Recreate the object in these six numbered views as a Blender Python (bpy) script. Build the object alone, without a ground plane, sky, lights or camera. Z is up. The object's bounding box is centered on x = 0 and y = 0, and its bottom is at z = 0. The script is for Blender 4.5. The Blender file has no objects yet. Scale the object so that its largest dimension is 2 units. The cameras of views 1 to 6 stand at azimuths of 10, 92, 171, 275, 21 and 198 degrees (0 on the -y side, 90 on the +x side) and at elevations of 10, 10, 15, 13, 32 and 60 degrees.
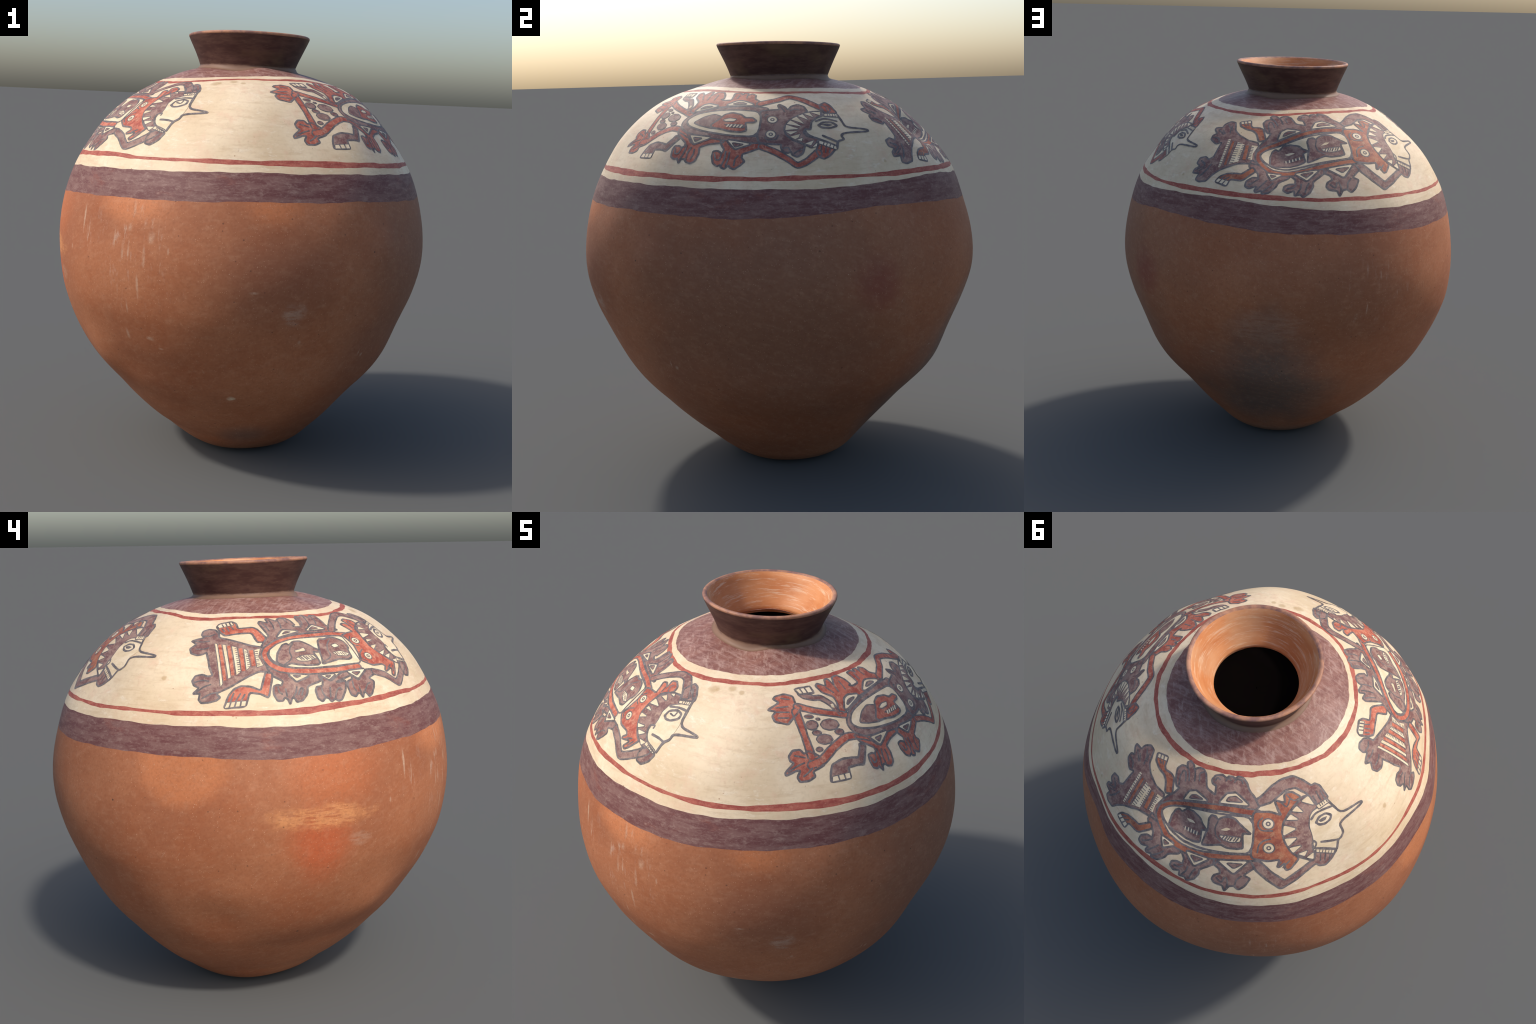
# Large painted storage jar: egg-shaped earthenware body on a small rounded base,
# flared neck, cream-slipped shoulder with three painted creatures between bands.
import bpy, math, random
import numpy as np
from mathutils import Vector
from mathutils.geometry import delaunay_2d_cdt

random.seed(7)
rng = np.random.default_rng(7)
DEG = math.pi / 180.0
CENTRE = 0.95            # height of the centre the body radius is measured from

# ------------------------------------------------------------------ body form
# radius in mm from the centre, every 5 degrees from the base (0) to the top (180)
PROFILE = [950, 953.3, 957.9, 965.3, 945.0, 915.9, 895.7, 879.8, 868.9, 862.3, 863.3, 866.0, 867.4, 868.1, 870.9, 877.0, 886.6, 895.1, 903.4, 909.3, 913.5, 919.0, 926.2, 933.5, 937.5, 937.4, 937.3, 937.5, 936.5, 933.2, 926.4, 919.4, 914.5, 909.8, 905.0, 900.2, 895.5]
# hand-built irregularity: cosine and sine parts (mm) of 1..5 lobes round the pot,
# every 10 degrees from base to top (offset, ovalness, three-sidedness, ...)
WOBBLE = [
    ([-0.7, 6.5, 15.7, 5.3, -4.3, -5.8, -6.1, -11.9, -10.0, -3.4, -1.3, -1.6, -1.1, -6.3, -0.9, 2.9, 0.7, 0.2, 0.0],
     [-0.4, 4.1, 13.1, 7.8, 3.7, 2.7, 4.7, 0.3, -2.1, -1.4, -3.3, -5.2, -1.0, -0.2, -4.5, -8.2, -5.8, -3.2, 0.0]),
    ([0.1, -1.1, -2.1, -2.0, -4.1, -5.1, -7.1, -11.7, -19.7, -26.6, -26.9, -26.3, -26.6, -24.1, -16.6, -6.2, -0.1, 0.9, 0.0],
     [0.1, -1.5, 0.3, -4.8, -7.4, -7.1, -4.7, -3.4, -5.0, -6.4, -6.4, -6.6, -9.2, -6.2, -5.1, -7.0, -6.1, -3.4, 0.0]),
    ([0.0, -0.4, -0.4, 3.7, 1.4, -2.2, -7.0, -5.2, -0.8, -0.1, 0.7, 3.5, 4.9, 4.5, 3.7, 2.7, -1.5, -1.6, 0.0],
     [0.0, 0.5, 2.5, 4.6, 5.5, 5.4, 4.9, 7.4, 6.3, 2.2, 0.8, 2.6, 1.8, 6.6, 5.0, 1.2, -1.2, -1.1, 0.0]),
    ([0.0, 0.7, 1.5, -1.7, -2.2, 0.2, 0.7, -1.2, -1.3, 1.7, 1.9, -4.9, -9.6, -1.8, 3.1, 3.9, 0.9, 0.1, 0.0],
     [0.0, -0.3, -1.1, -0.4, -0.7, 0.2, -0.3, -0.3, -0.7, 0.9, 2.8, 2.8, 2.2, 2.4, 3.2, 2.5, 1.9, 0.9, 0.0]),
    ([0.0, -0.3, -0.5, -0.5, -1.7, -2.5, -2.6, -3.6, 0.2, 2.6, 1.2, 1.6, 4.8, 4.6, 1.5, -1.7, -1.7, -0.6, 0.0],
     [0.0, -0.2, -0.5, 1.1, 2.2, 1.6, 0.2, 0.2, 1.5, 2.9, 2.0, 0.2, -2.5, -5.0, -3.4, 0.0, 2.9, 1.6, 0.0]),
]


def catmull(table, step, deg):
    t = np.asarray(table, float)
    n = len(t)
    x = np.clip(deg / step, 0, n - 1 - 1e-9)
    i = np.floor(x).astype(int)
    f = x - i
    w = (-.5 * f**3 + f**2 - .5 * f, 1.5 * f**3 - 2.5 * f**2 + 1,
         -1.5 * f**3 + 2 * f**2 + .5 * f, .5 * f**3 - .5 * f**2)
    out = 0.0
    for k in range(4):
        j = np.abs(i - 1 + k)
        j = np.where(j > n - 1, 2 * (n - 1) - j, j)
        out = out + w[k] * t[j]
    return out


# dents and swellings pressed into the wall: (azimuth deg, polar deg, height m, spread m)
RELIEF = [(78, 134, -0.042, 0.08),
          (129, 125.5, -0.026, 0.125),
          (42, 114, -0.022, 0.095),
          (-96, 138, -0.016, 0.1),
          (-60, 112, -0.008, 0.08),
          (-136, 115, -0.018, 0.09),
          (175, 59, -0.024, 0.12),
          (-40, 130, 0.02, 0.085),
          (137, 153.5, 0.013, 0.09),
          (-137, 157, 0.012, 0.09),
          (-132, 61, 0.018, 0.09),
          (176, 114, 0.016, 0.1),
          (149, 103, 0.006, 0.09),
          (-36, 99, 0.014, 0.07),
          (67, 155, 0.014, 0.08),
          (28, 83, 0.012, 0.1),
          (137, 61, 0.012, 0.09),
          (26, 130, 0.008, 0.06)]


# remaining unevenness of the coiled wall in mm: rows every 15 degrees from polar
# angle 30 upward, columns every 22.5 degrees of azimuth
LUMPS = np.array([
    [0, 0, 4, -1, 4, -4, 0, 3, 4, 5, 0, 0, 0, 2, -4, 0],
    [1, -1, 2, -1, 1, 0, 0, 2, 1, 0, -2, 0, 0, -1, 1, -2],
    [-1, 2, 2, 1, 2, 0, 0, 0, -6, 0, 2, -1, 4, 0, -1, 2],
    [-1, 0, 0, -1, -2, 0, -3, 1, -11, 0, 2, -3, 5, -3, -2, 0],
    [0, 2, 0, 2, 0, 1, 2, -1, 0, -2, 1, -4, 0, 1, 0, 1],
    [0, 0, -5, -5, 0, -1, -4, -1, 2, 1, -1, -7, 0, -2, -1, -4],
    [-1, 1, -6, -14, 2, -4, -13, 0, 10, -2, 5, -10, 2, -8, -2, 1],
    [-2, 3, -3, -20, -4, 1, -6, 0, 0, 0, -2, 2, 0, 2, 10, 8],
    [0, 6, 12, -2, 1, -2, -1, -3, 2, -2, -6, -6, -1, 2, 8, 1],
    [-4, 2, 6, -2, -2, 2, 2, 0, 0, 2, 0, -3, -8, 0, -8, -5],
], float)


def lumps(th, ph):
    x = (th / DEG - 30) / 15
    y = (ph / DEG % 360) / 22.5
    i, j = np.floor(x).astype(int), np.floor(y).astype(int)
    w = lambda f: (-.5 * f**3 + f**2 - .5 * f, 1.5 * f**3 - 2.5 * f**2 + 1,
                   -1.5 * f**3 + 2 * f**2 + .5 * f, .5 * f**3 - .5 * f**2)
    wi, wj, out = w(x - i), w(y - j), 0.0
    for a in range(4):
        ii = i - 1 + a
        ok = (ii >= 0) & (ii < len(LUMPS))
        for b in range(4):
            out = out + np.where(ok, wi[a] * wj[b] * LUMPS[np.clip(ii, 0, len(LUMPS) - 1), (j - 1 + b) % 16], 0)
    return out


def unit(th, ph):
    return np.stack([np.sin(th) * np.cos(ph), np.sin(th) * np.sin(ph), -np.cos(th)], -1)


def radius(th, ph):
    d = th / DEG
    r = catmull(PROFILE, 5.0, d)
    for k, (c, s) in enumerate(WOBBLE, 1):
        r = r + catmull(c, 10.0, d) * np.cos(k * ph) + catmull(s, 10.0, d) * np.sin(k * ph)
    r = (r + lumps(th, ph)) * 0.001
    u = unit(th, ph)
    for az, po, dep, spr in RELIEF:
        v = unit(np.array(po * DEG), np.array(az * DEG))
        a2 = np.maximum(0, 2 - 2 * (u @ v)) * 0.81
        r = r + dep * np.exp(-a2 / (2 * spr * spr))
    return r


def surf(th, ph, off=0.0):
    p = unit(th, ph) * (radius(th, ph) + off)[..., None]
    p[..., 2] += CENTRE
    return p


def surf_normal(th, ph):
    e = 0.004
    t0 = np.maximum(th, 0.003)
    a = surf(t0 + e, ph) - surf(t0 - e * (t0 > e), ph)
    b = surf(t0, ph + e) - surf(t0, ph - e)
    n = np.cross(b, a)
    n /= np.linalg.norm(n, axis=-1, keepdims=True) + 1e-12
    u = unit(th, ph)
    n *= np.sign((n * u).sum(-1, keepdims=True))
    n[th < 0.004] = (0, 0, -1)
    return n


# ------------------------------------------------------------------ materials
def lin(r, g, b):
    f = lambda c: (c / 255 / 12.92) if c / 255 <= .04045 else ((c / 255 + .055) / 1.055) ** 2.4
    return (f(r), f(g), f(b), 1.0)


class Nodes:
    """small helper that wires shader nodes"""

    def __init__(self, name, rough=.6, spec=.35):
        self.mat = bpy.data.materials.new(name)
        self.mat.use_nodes = True
        self.t = self.mat.node_tree
        self.bsdf = self.t.nodes['Principled BSDF']
        self.bsdf.inputs['Roughness'].default_value = rough
        self.bsdf.inputs['Specular IOR Level'].default_value = spec
        self.obj = self.t.nodes.new('ShaderNodeTexCoord').outputs['Object']

    def new(self, kind, **kw):
        n = self.t.nodes.new(kind)
        for k, v in kw.items():
            setattr(n, k, v)
        return n

    def put(self, sock, v):
        if hasattr(v, 'is_linked') or isinstance(v, bpy.types.NodeSocket):
            self.t.links.new(v, sock)
        else:
            sock.default_value = v

    def math(self, op, a, b=0.0, c=0.0):
        n = self.new('ShaderNodeMath', operation=op)
        for s, v in zip(n.inputs, (a, b, c)):
            self.put(s, v)
        return n.outputs[0]

    def place(self, loc=(0, 0, 0), rot=(0, 0, 0), scale=(1, 1, 1), vec=None, kind='POINT'):
        n = self.new('ShaderNodeMapping', vector_type=kind)
        self.put(n.inputs['Vector'], vec if vec is not None else self.obj)
        n.inputs['Location'].default_value = loc
        n.inputs['Rotation'].default_value = rot
        n.inputs['Scale'].default_value = scale
        return n.outputs[0]

    def noise(self, scale, detail=3.0, rough=.55, vec=None, dist=0.0, stretch=None, seed=0.0):
        v = self.place(loc=(seed, seed * 1.7, -seed), scale=stretch or (1, 1, 1), vec=vec)
        n = self.new('ShaderNodeTexNoise')
        self.put(n.inputs['Vector'], v)
        n.inputs['Scale'].default_value = scale
        n.inputs['Detail'].default_value = detail
        n.inputs['Roughness'].default_value = rough
        n.inputs['Distortion'].default_value = dist
        return n.outputs['Fac']

    def ramp(self, fac, lo, hi, a=0.0, b=1.0):
        n = self.new('ShaderNodeMapRange', interpolation_type='SMOOTHSTEP')
        self.put(n.inputs[0], fac)
        for k, v in zip((1, 2, 3, 4), (lo, hi, a, b)):
            n.inputs[k].default_value = v
        return n.outputs[0]

    def mix(self, fac, a, b, blend='MIX'):
        n = self.new('ShaderNodeMix', data_type='RGBA', blend_type=blend)
        self.put(n.inputs[0], fac)
        self.put(n.inputs[6], a)
        self.put(n.inputs[7], b)
        return n.outputs[2]

    def voronoi(self, scale, vec=None, seed=0.0, stretch=(1, 1, 1)):
        n = self.new('ShaderNodeTexVoronoi')
        self.put(n.inputs['Vector'], self.place(loc=(seed, seed, seed), scale=stretch, vec=vec))
        n.inputs['Scale'].default_value = scale
        return n.outputs['Distance'], n.outputs['Color']

    def specks(self, scale, size, share, seed=0.0):
        """sparse small dots: share of the cells that carry one"""
        d, col = self.voronoi(scale, seed=seed)
        sep = self.new('ShaderNodeSeparateColor')
        self.put(sep.inputs[0], col)
        on = self.math('LESS_THAN', sep.outputs[0], share)
        rad = self.math('MULTIPLY_ADD', sep.outputs[1], size * .8, size * .5)
        return self.math('MULTIPLY', on, self.math('LESS_THAN', d, rad))

    def patch(self, az, po, size, soft=(0.55, 1.0), ragged=.35, nscale=5.0, seed=0.0, tilt=0.0):
        """soft-edged stain lying on the pot: size = half extents (out, round, up) in m"""
        p = surf(np.array([po * DEG]), np.array([az * DEG]))[0]
        v = self.place(loc=tuple(p), rot=(tilt, 0, az * DEG), scale=size, kind='TEXTURE')
        ln = self.new('ShaderNodeVectorMath', operation='LENGTH')
        self.put(ln.inputs[0], v)
        n = self.noise(nscale, 5, .6, seed=seed)
        d = self.math('ADD', ln.outputs['Value'], self.math('MULTIPLY', self.math('SUBTRACT', n, .5), ragged * 2))
        return self.ramp(d, soft[0], soft[1], 1.0, 0.0)

    def finish(self, colour, bump=None, strength=.15, dist=.002):
        self.put(self.bsdf.inputs['Base Color'], colour)
        if bump is not None:
            b = self.new('ShaderNodeBump')
            b.inputs['Strength'].default_value = strength
            b.inputs['Distance'].default_value = dist
            self.put(b.inputs['Height'], bump)
            self.put(self.bsdf.inputs['Normal'], b.outputs[0])
        return self.mat


def clay():
    m = Nodes('terracotta', rough=.62, spec=.3)
    big = m.noise(1.7, 4, .55, seed=3)
    mid = m.noise(6, 6, .65, seed=9, dist=.5)
    fine = m.noise(95, 3, .65)
    mott = m.noise(28, 5, .7, seed=17)
    col = m.mix(m.ramp(big, .32, .68), lin(157, 96, 65), lin(175, 112, 77))
    col = m.mix(m.math('MULTIPLY', m.ramp(mid, .42, .72), .5), col, lin(160, 91, 56))
    # bright orange firing blushes, then broad browner areas and grey smoke clouds
    for az, po, size, soft, c, k in ORANGE_BLUSH:
        col = m.mix(m.math('MULTIPLY', m.patch(az, po, size, soft, .3, 3.5, seed=az), k), col, c)
    for az, po, size, soft, c, k in BROWN_AND_SMOKE:
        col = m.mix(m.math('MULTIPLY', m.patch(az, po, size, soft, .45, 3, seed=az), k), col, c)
    # pale rubbed places
    rub = m.noise(11, 6, .72, stretch=(1, 1, 6), seed=4)
    for az, po, size, c, k in RUBBED:
        f = m.math('MULTIPLY', m.patch(az, po, size, (.45, 1.05), .6, 16, seed=po), m.ramp(rub, .40, .54, .15, 1))
        col = m.mix(m.math('MULTIPLY', f, k), col, c)
    # upright pale scratches and drips
    streak = m.noise(13, 6, .72, stretch=(2.2, 2.2, .42), seed=12, dist=.35)
    smear = m.noise(20, 5, .7, stretch=(1.6, 1.6, .6), seed=33)
    for az, po, size, k in SCRATCHED:
        reach = m.patch(az, po, size, (.4, 1.0), .4, 8, seed=az)
        f = m.math('MULTIPLY', reach, m.ramp(streak, .59, .70))
        col = m.mix(m.math('MULTIPLY', f, k), col, lin(204, 174, 150))
        f = m.math('MULTIPLY', reach, m.ramp(smear, .58, .72))
        col = m.mix(m.math('MULTIPLY', f, k * .6), col, lin(196, 166, 146))
    chalk = m.noise(45, 5, .75, stretch=(1, 1, .5), seed=44)
    for az, po, size in DRIPS:
        f = m.math('MULTIPLY', m.patch(az, po, size, (.3, 1.1), .5, 30, seed=az + po), m.ramp(chalk, .34, .62, .25, 1))
        col = m.mix(m.math('MULTIPLY', f, .45), col, lin(206, 178, 152))
    # hairline scuffs in all directions
    for rot, sd in (((.5, .3, .2), 51), ((-.6, .2, .9), 57), ((.2, -.7, .4), 63)):
        hair = m.noise(30, 5, .7, stretch=(3.2, 3.2, .25), vec=m.place(rot=rot), seed=sd)
        gate = m.noise(4, 3, .6, seed=sd + 3)
        f = m.math('MULTIPLY', m.ramp(hair, .64, .72), m.ramp(gate, .46, .62))
        col = m.mix(m.math('MULTIPLY', f, .38), col, lin(196, 164, 138))
    # mottling, burnishing streaks, grain, grit
    burn = m.noise(20, 5, .65, stretch=(1, 1, 2.6), vec=m.place(rot=(.35, .2, 0)), seed=5)
    col = m.mix(m.math('MULTIPLY', m.ramp(mott, .50, .78), .30), col, lin(196, 140, 106))
    col = m.mix(m.math('MULTIPLY', m.ramp(mott, .46, .22), .28), col, lin(126, 74, 50))
    col = m.mix(m.math('MULTIPLY', m.ramp(burn, .45, .75), .16), col, lin(200, 156, 124))
    col = m.mix(m.math('MULTIPLY', m.ramp(fine, .40, .72), .30), col, lin(132, 76, 50))
    col = m.mix(m.math('MULTIPLY', m.specks(120, .17, .38, 1), .42), col, lin(218, 174, 140))
    col = m.mix(m.math('MULTIPLY', m.specks(55, .10, .08, 21), .4), col, lin(226, 190, 160))
    col = m.mix(m.math('MULTIPLY', m.specks(34, .10, .20, 5), .6), col, lin(92, 60, 46))
    col = m.mix(m.math('MULTIPLY', m.specks(9, .045, .30, 8), .75), col, lin(64, 50, 46))
    return m.finish(col, m.math('ADD', m.math('MULTIPLY', burn, .6), m.math('ADD', m.math('MULTIPLY', fine, .5), m.math('MULTIPLY', mott, .5))), .16, .002)


def slip():
    m = Nodes('cream_slip', rough=.5, spec=.35)
    a = m.noise(3, 5, .6, seed=2)
    b = m.noise(9, 5, .65, stretch=(1, 1, 7), seed=6)
    col = m.mix(m.ramp(a, .3, .7), lin(216, 190, 154), lin(234, 212, 180))
    col = m.mix(m.math('MULTIPLY', m.ramp(b, .46, .72), .5), col, lin(200, 170, 134))
    c = m.noise(10, 6, .7, seed=21)
    col = m.mix(m.math('MULTIPLY', m.ramp(c, .48, .70), .5), col, lin(220, 178, 148))
    e = m.noise(16, 6, .72, stretch=(1, 1, 2.5), seed=27, dist=.4)
    col = m.mix(m.math('MULTIPLY', m.ramp(e, .54, .72), .55), col, lin(240, 226, 204))
    d = m.noise(60, 4, .7)
    col = m.mix(m.math('MULTIPLY', m.ramp(d, .45, .75), .28), col, lin(188, 160, 126))
    for az, po, r in STAINS:
        col = m.mix(m.math('MULTIPLY', m.patch(az, po, (r, r, r), (.3, 1), .5, 30, seed=az), .55), col, lin(176, 142, 98))
    col = m.mix(m.math('MULTIPLY', m.specks(20, .07, .45, 3), .55), col, lin(150, 96, 62))
    col = m.mix(m.math('MULTIPLY', m.specks(40, .08, .12, 7), .5), col, lin(128, 98, 76))
    return m.finish(col, m.math('ADD', b, m.math('MULTIPLY', d, .4)), .1, .0015)


def painted(name, c1, c2, worn, wear=.25, stretch=(1, 1, 6), scale=14, under=.0, under_col=None, rough=.6):
    """brushed mineral paint: two tones streaked by the brush, thin pale wear on top"""
    m = Nodes(name, rough=rough, spec=.3)
    a = m.noise(scale, 5, .62, stretch=stretch, seed=1)
    b = m.noise(scale * 1.8, 6, .7, stretch=(1.3, 1.3, stretch[2] * .5), seed=8, dist=.6)
    col = m.mix(m.ramp(a, .40, .60), c1, c2)
    col = m.mix(m.math('MULTIPLY', m.ramp(b, .50, .74), wear), col, worn)
    if under:
        u = m.noise(4, 6, .7, stretch=(1, 1, 2.5), seed=14)
        col = m.mix(m.math('MULTIPLY', m.ramp(u, .55, .75), under), col, under_col)
    g = m.noise(110, 3, .6)
    col = m.mix(m.math('MULTIPLY', m.ramp(g, .45, .8), .16), col, worn)
    h = m.noise(42, 6, .8, stretch=(1, 1, stretch[2] * .6), seed=40, dist=.5)
    col = m.mix(m.math('MULTIPLY', m.ramp(h, .50, .68), wear * .8), col, worn)
    col = m.mix(m.math('MULTIPLY', m.specks(60, .1, .14, 2), .45), col, worn)
    return m.finish(col, m.math('ADD', a, m.math('MULTIPLY', g, .4)), .1, .0015)


def shoulder():
    m = Nodes('shoulder_paint', rough=.5, spec=.3)
    a = m.noise(13, 6, .7, stretch=(2.2, .5, 1), vec=m.place(rot=(0, 0, .7)), seed=1)
    b = m.noise(26, 6, .75, stretch=(.5, 2.0, 1), vec=m.place(rot=(0, 0, .3)), seed=5)
    e = m.noise(30, 6, .75, stretch=(1.9, .5, 1), vec=m.place(rot=(0, 0, -.4)), seed=12)
    col = m.mix(m.ramp(a, .35, .65), lin(122, 78, 70), lin(144, 100, 88))
    col = m.mix(m.math('MULTIPLY', m.ramp(b, .44, .66), .55), col, lin(184, 150, 138))
    col = m.mix(m.math('MULTIPLY', m.ramp(e, .49, .68), .55), col, lin(190, 160, 146))
    c = m.noise(4, 4, .6, seed=31)
    col = m.mix(m.math('MULTIPLY', m.ramp(c, .5, .75), .35), col, lin(118, 80, 72))
    return m.finish(col, a, .1, .0015)


def neck_outside():
    m = Nodes('neck_paint', rough=.55, spec=.3)
    a = m.noise(9, 6, .68, stretch=(1, 1, 4), seed=1)
    b = m.noise(4, 4, .6, stretch=(1, 1, 2), seed=7)
    col = m.mix(m.ramp(a, .35, .7), lin(72, 45, 40), lin(96, 68, 58))
    col = m.mix(m.math('MULTIPLY', m.ramp(b, .5, .72), .6), col, lin(112, 88, 62))
    g = m.noise(26, 6, .7, stretch=(1, 1, 5), seed=11)
    col = m.mix(m.math('MULTIPLY', m.ramp(g, .55, .75), .3), col, lin(140, 112, 96))
    # paint rubbed thin in the angle where the neck meets the shoulder
    p = m.new('ShaderNodeSeparateXYZ')
    m.put(p.inputs[0], m.obj)
    low = m.math('ADD', p.outputs[2], m.math('MULTIPLY', p.outputs[1], .0156))
    low = m.math('ADD', low, m.math('MULTIPLY', m.math('SUBTRACT', g, .5), .03))
    col = m.mix(m.math('MULTIPLY', m.ramp(low, 1.838, 1.853, 1, 0), .65), col, lin(146, 114, 92))
    return m.finish(col, a, .12, .0015)


def rim():
    m = Nodes('rim_paint', rough=.55, spec=.35)
    a = m.noise(16, 5, .65, seed=3)
    col = m.mix(m.ramp(a, .35, .65), lin(126, 90, 82), lin(178, 128, 100))
    col = m.mix(m.math('MULTIPLY', m.ramp(m.noise(7, 4, .6, seed=9), .5, .7), .5), col, lin(206, 144, 100))
    return m.finish(col)


def lining():
    m = Nodes('neck_lining', rough=.55, spec=.35)
    a = m.noise(5, 5, .6, stretch=(1, 1, 3), seed=3)
    b = m.noise(7, 7, .75, stretch=(1, 1, 14), seed=6, dist=.2)
    col = m.mix(m.ramp(a, .35, .65), lin(194, 120, 70), lin(210, 142, 92))
    col = m.mix(m.math('MULTIPLY', m.ramp(b, .50, .64), .7), col, lin(222, 186, 154))
    c = m.noise(3.2, 5, .6, seed=15)
    col = m.mix(m.math('MULTIPLY', m.ramp(c, .50, .70), .35), col, lin(200, 166, 130))
    return m.finish(col, b, .15, .002)


def cap_black():  # near-black colour standing in for the darkness down the throat
    m = Nodes('throat_cap_black', rough=.95, spec=.0)
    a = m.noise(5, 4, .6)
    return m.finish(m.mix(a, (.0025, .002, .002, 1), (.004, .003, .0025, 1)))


# tone patches on the clay: (azimuth, polar angle, half extents, soft edge, colour, strength)
ORANGE_BLUSH = [
    (167, 106, (.4, .22, .17), (.62, 1.05), lin(204, 126, 80), .6),
    (-156, 86, (.4, .17, .20), (.1, 1.15), lin(190, 92, 54), .75),
    (-152, 105, (.4, .24, .20), (.1, 1.15), lin(200, 114, 70), .6),
    (-110, 109, (.4, .22, .10), (.3, 1.1), lin(208, 130, 84), .65),
    (-71, 110, (.4, .17, .09), (.2, 1.1), lin(204, 124, 78), .65),
    (28, 93, (.4, .14, .15), (.1, 1.15), lin(146, 62, 48), .85),
]
BROWN_AND_SMOKE = [  # broad browner zones round the wall, then smoke clouds and a grey foot
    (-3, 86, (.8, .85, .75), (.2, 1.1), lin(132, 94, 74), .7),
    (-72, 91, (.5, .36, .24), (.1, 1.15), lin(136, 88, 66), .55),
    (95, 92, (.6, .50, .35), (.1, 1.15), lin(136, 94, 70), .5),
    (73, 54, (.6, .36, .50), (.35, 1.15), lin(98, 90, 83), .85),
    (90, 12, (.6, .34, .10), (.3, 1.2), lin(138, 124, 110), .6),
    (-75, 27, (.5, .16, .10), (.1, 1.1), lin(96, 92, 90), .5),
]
# (azimuth, polar angle, half extents, colour, strength)
RUBBED = [
    (-156, 93, (.3, .27, .062), lin(216, 148, 96), .75),
    (-65, 83, (.3, .06, .06), lin(184, 156, 136), .5),
    (-81, 52, (.3, .022, .014), lin(214, 194, 166), .95),
    (-144, 86, (.3, .06, .04), lin(190, 156, 132), .35),
    (75, 81, (.3, .2, .12), lin(176, 144, 124), .3),
]
# (azimuth, polar angle, half extents, strength)
SCRATCHED = [
    (-108, 95, (.5, .32, .34), .45),
    (-117, 99, (.5, .25, .18), .6),
    (110, 91, (.5, .35, .25), .3),
]
# single pale scrapes and dribbles: (azimuth, polar angle, half extents)
DRIPS = [
    (-129, 103, (.3, 0.007, 0.065)),
    (-112, 97, (.3, 0.008, 0.05)),
    (-105, 96, (.3, 0.009, 0.06)),
    (-103, 101, (.3, 0.02, 0.03)),
    (-110, 103, (.3, 0.014, 0.022)),
    (-107, 88, (.3, 0.008, 0.06)),
    (-98, 98, (.3, 0.006, 0.018)),
    (-111, 82, (.3, 0.006, 0.04)),
    (-115, 100, (.3, 0.005, 0.05)),
    (-105, 73, (.3, 0.022, 0.012)),
    (-113, 73, (.3, 0.012, 0.03)),
    (-102, 70, (.3, 0.016, 0.006)),
    (-76, 89, (.3, 0.028, 0.007)),
    (-62, 74, (.3, 0.01, 0.012)),
    (-37, 67, (.3, 0.005, 0.02)),
    (-129, 104, (.3, 0.009, 0.07)),
    (-110, 97, (.3, 0.006, 0.05)),
    (-135, 95, (.3, 0.006, 0.015)),
    (105, 87, (.3, 0.004, 0.04)),
    (109, 97, (.3, 0.005, 0.03)),
    (-35, 66, (.3, 0.012, 0.012)),
    (55, 69, (.3, 0.016, 0.005)),
]
# brown drip marks on the slip: (azimuth, polar angle, radius)
STAINS = [
    (-96, 149, 0.028),
    (-87, 150, 0.022),
    (-82, 149, 0.016),
    (-94, 149, 0.014),
    (157, 129, 0.014),
    (38, 125, 0.012),
]
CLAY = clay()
SLIP = slip()
BELT = painted('belt_paint', lin(106, 64, 62), lin(124, 88, 82), lin(168, 140, 128), .5, (1, 1, 6), 9, .5, lin(146, 84, 68))
REDLINE = painted('red_line_paint', lin(152, 72, 62), lin(174, 94, 78), lin(204, 148, 122), .45, (1, 1, 4), 16, .4, lin(134, 66, 58))
SHOULDER = shoulder()
NECK = neck_outside()
RIM = rim()
LINING = lining()
CAP_BLACK = cap_black()
PAINT_PURPLE = painted('purple_paint', lin(116, 80, 78), lin(150, 120, 110), lin(196, 166, 142), .55, (1, 1, 1.6), 20, .7, lin(140, 74, 62))
PAINT_RED = painted('red_paint', lin(160, 76, 62), lin(194, 110, 86), lin(220, 172, 140), .6, (1, 1, 1.6), 20, .4, lin(150, 70, 58))
PAINT_RED_DULL = painted('dull_red_paint', lin(152, 74, 62), lin(184, 104, 84), lin(210, 166, 138), .6, (1, 1, 1.6), 20, .5, lin(136, 68, 60))
PAINT_RED_BROWN = painted('brown_red_paint', lin(138, 74, 62), lin(170, 100, 74), lin(202, 156, 118), .55, (1, 1, 1.6), 18, .5, lin(172, 112, 66))
PAINT_DARK = painted('outline_paint', lin(92, 85, 86), lin(116, 107, 106), lin(170, 152, 136), .45, (1, 1, 1), 26)
PAINT_CREAM = painted('pale_paint', lin(220, 196, 160), lin(234, 212, 180), lin(204, 174, 138), .4, (1, 1, 3), 10)



# ------------------------------------------------------------------ mesh helpers
def make_object(name, verts, faces, normals, mats, face_mats=None, parent=None):
    me = bpy.data.meshes.new(name)
    me.from_pydata([tuple(v) for v in verts], [], faces)
    for m in mats:
        me.materials.append(m)
    me.polygons.foreach_set('use_smooth', [True] * len(me.polygons))
    if face_mats is not None:
        me.polygons.foreach_set('material_index', face_mats)
    me.update()
    if normals is not None:
        me.normals_split_custom_set_from_vertices([tuple(n) for n in normals])
    ob = bpy.data.objects.new(name, me)
    bpy.context.scene.collection.objects.link(ob)
    ob.parent = parent
    return ob


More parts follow.
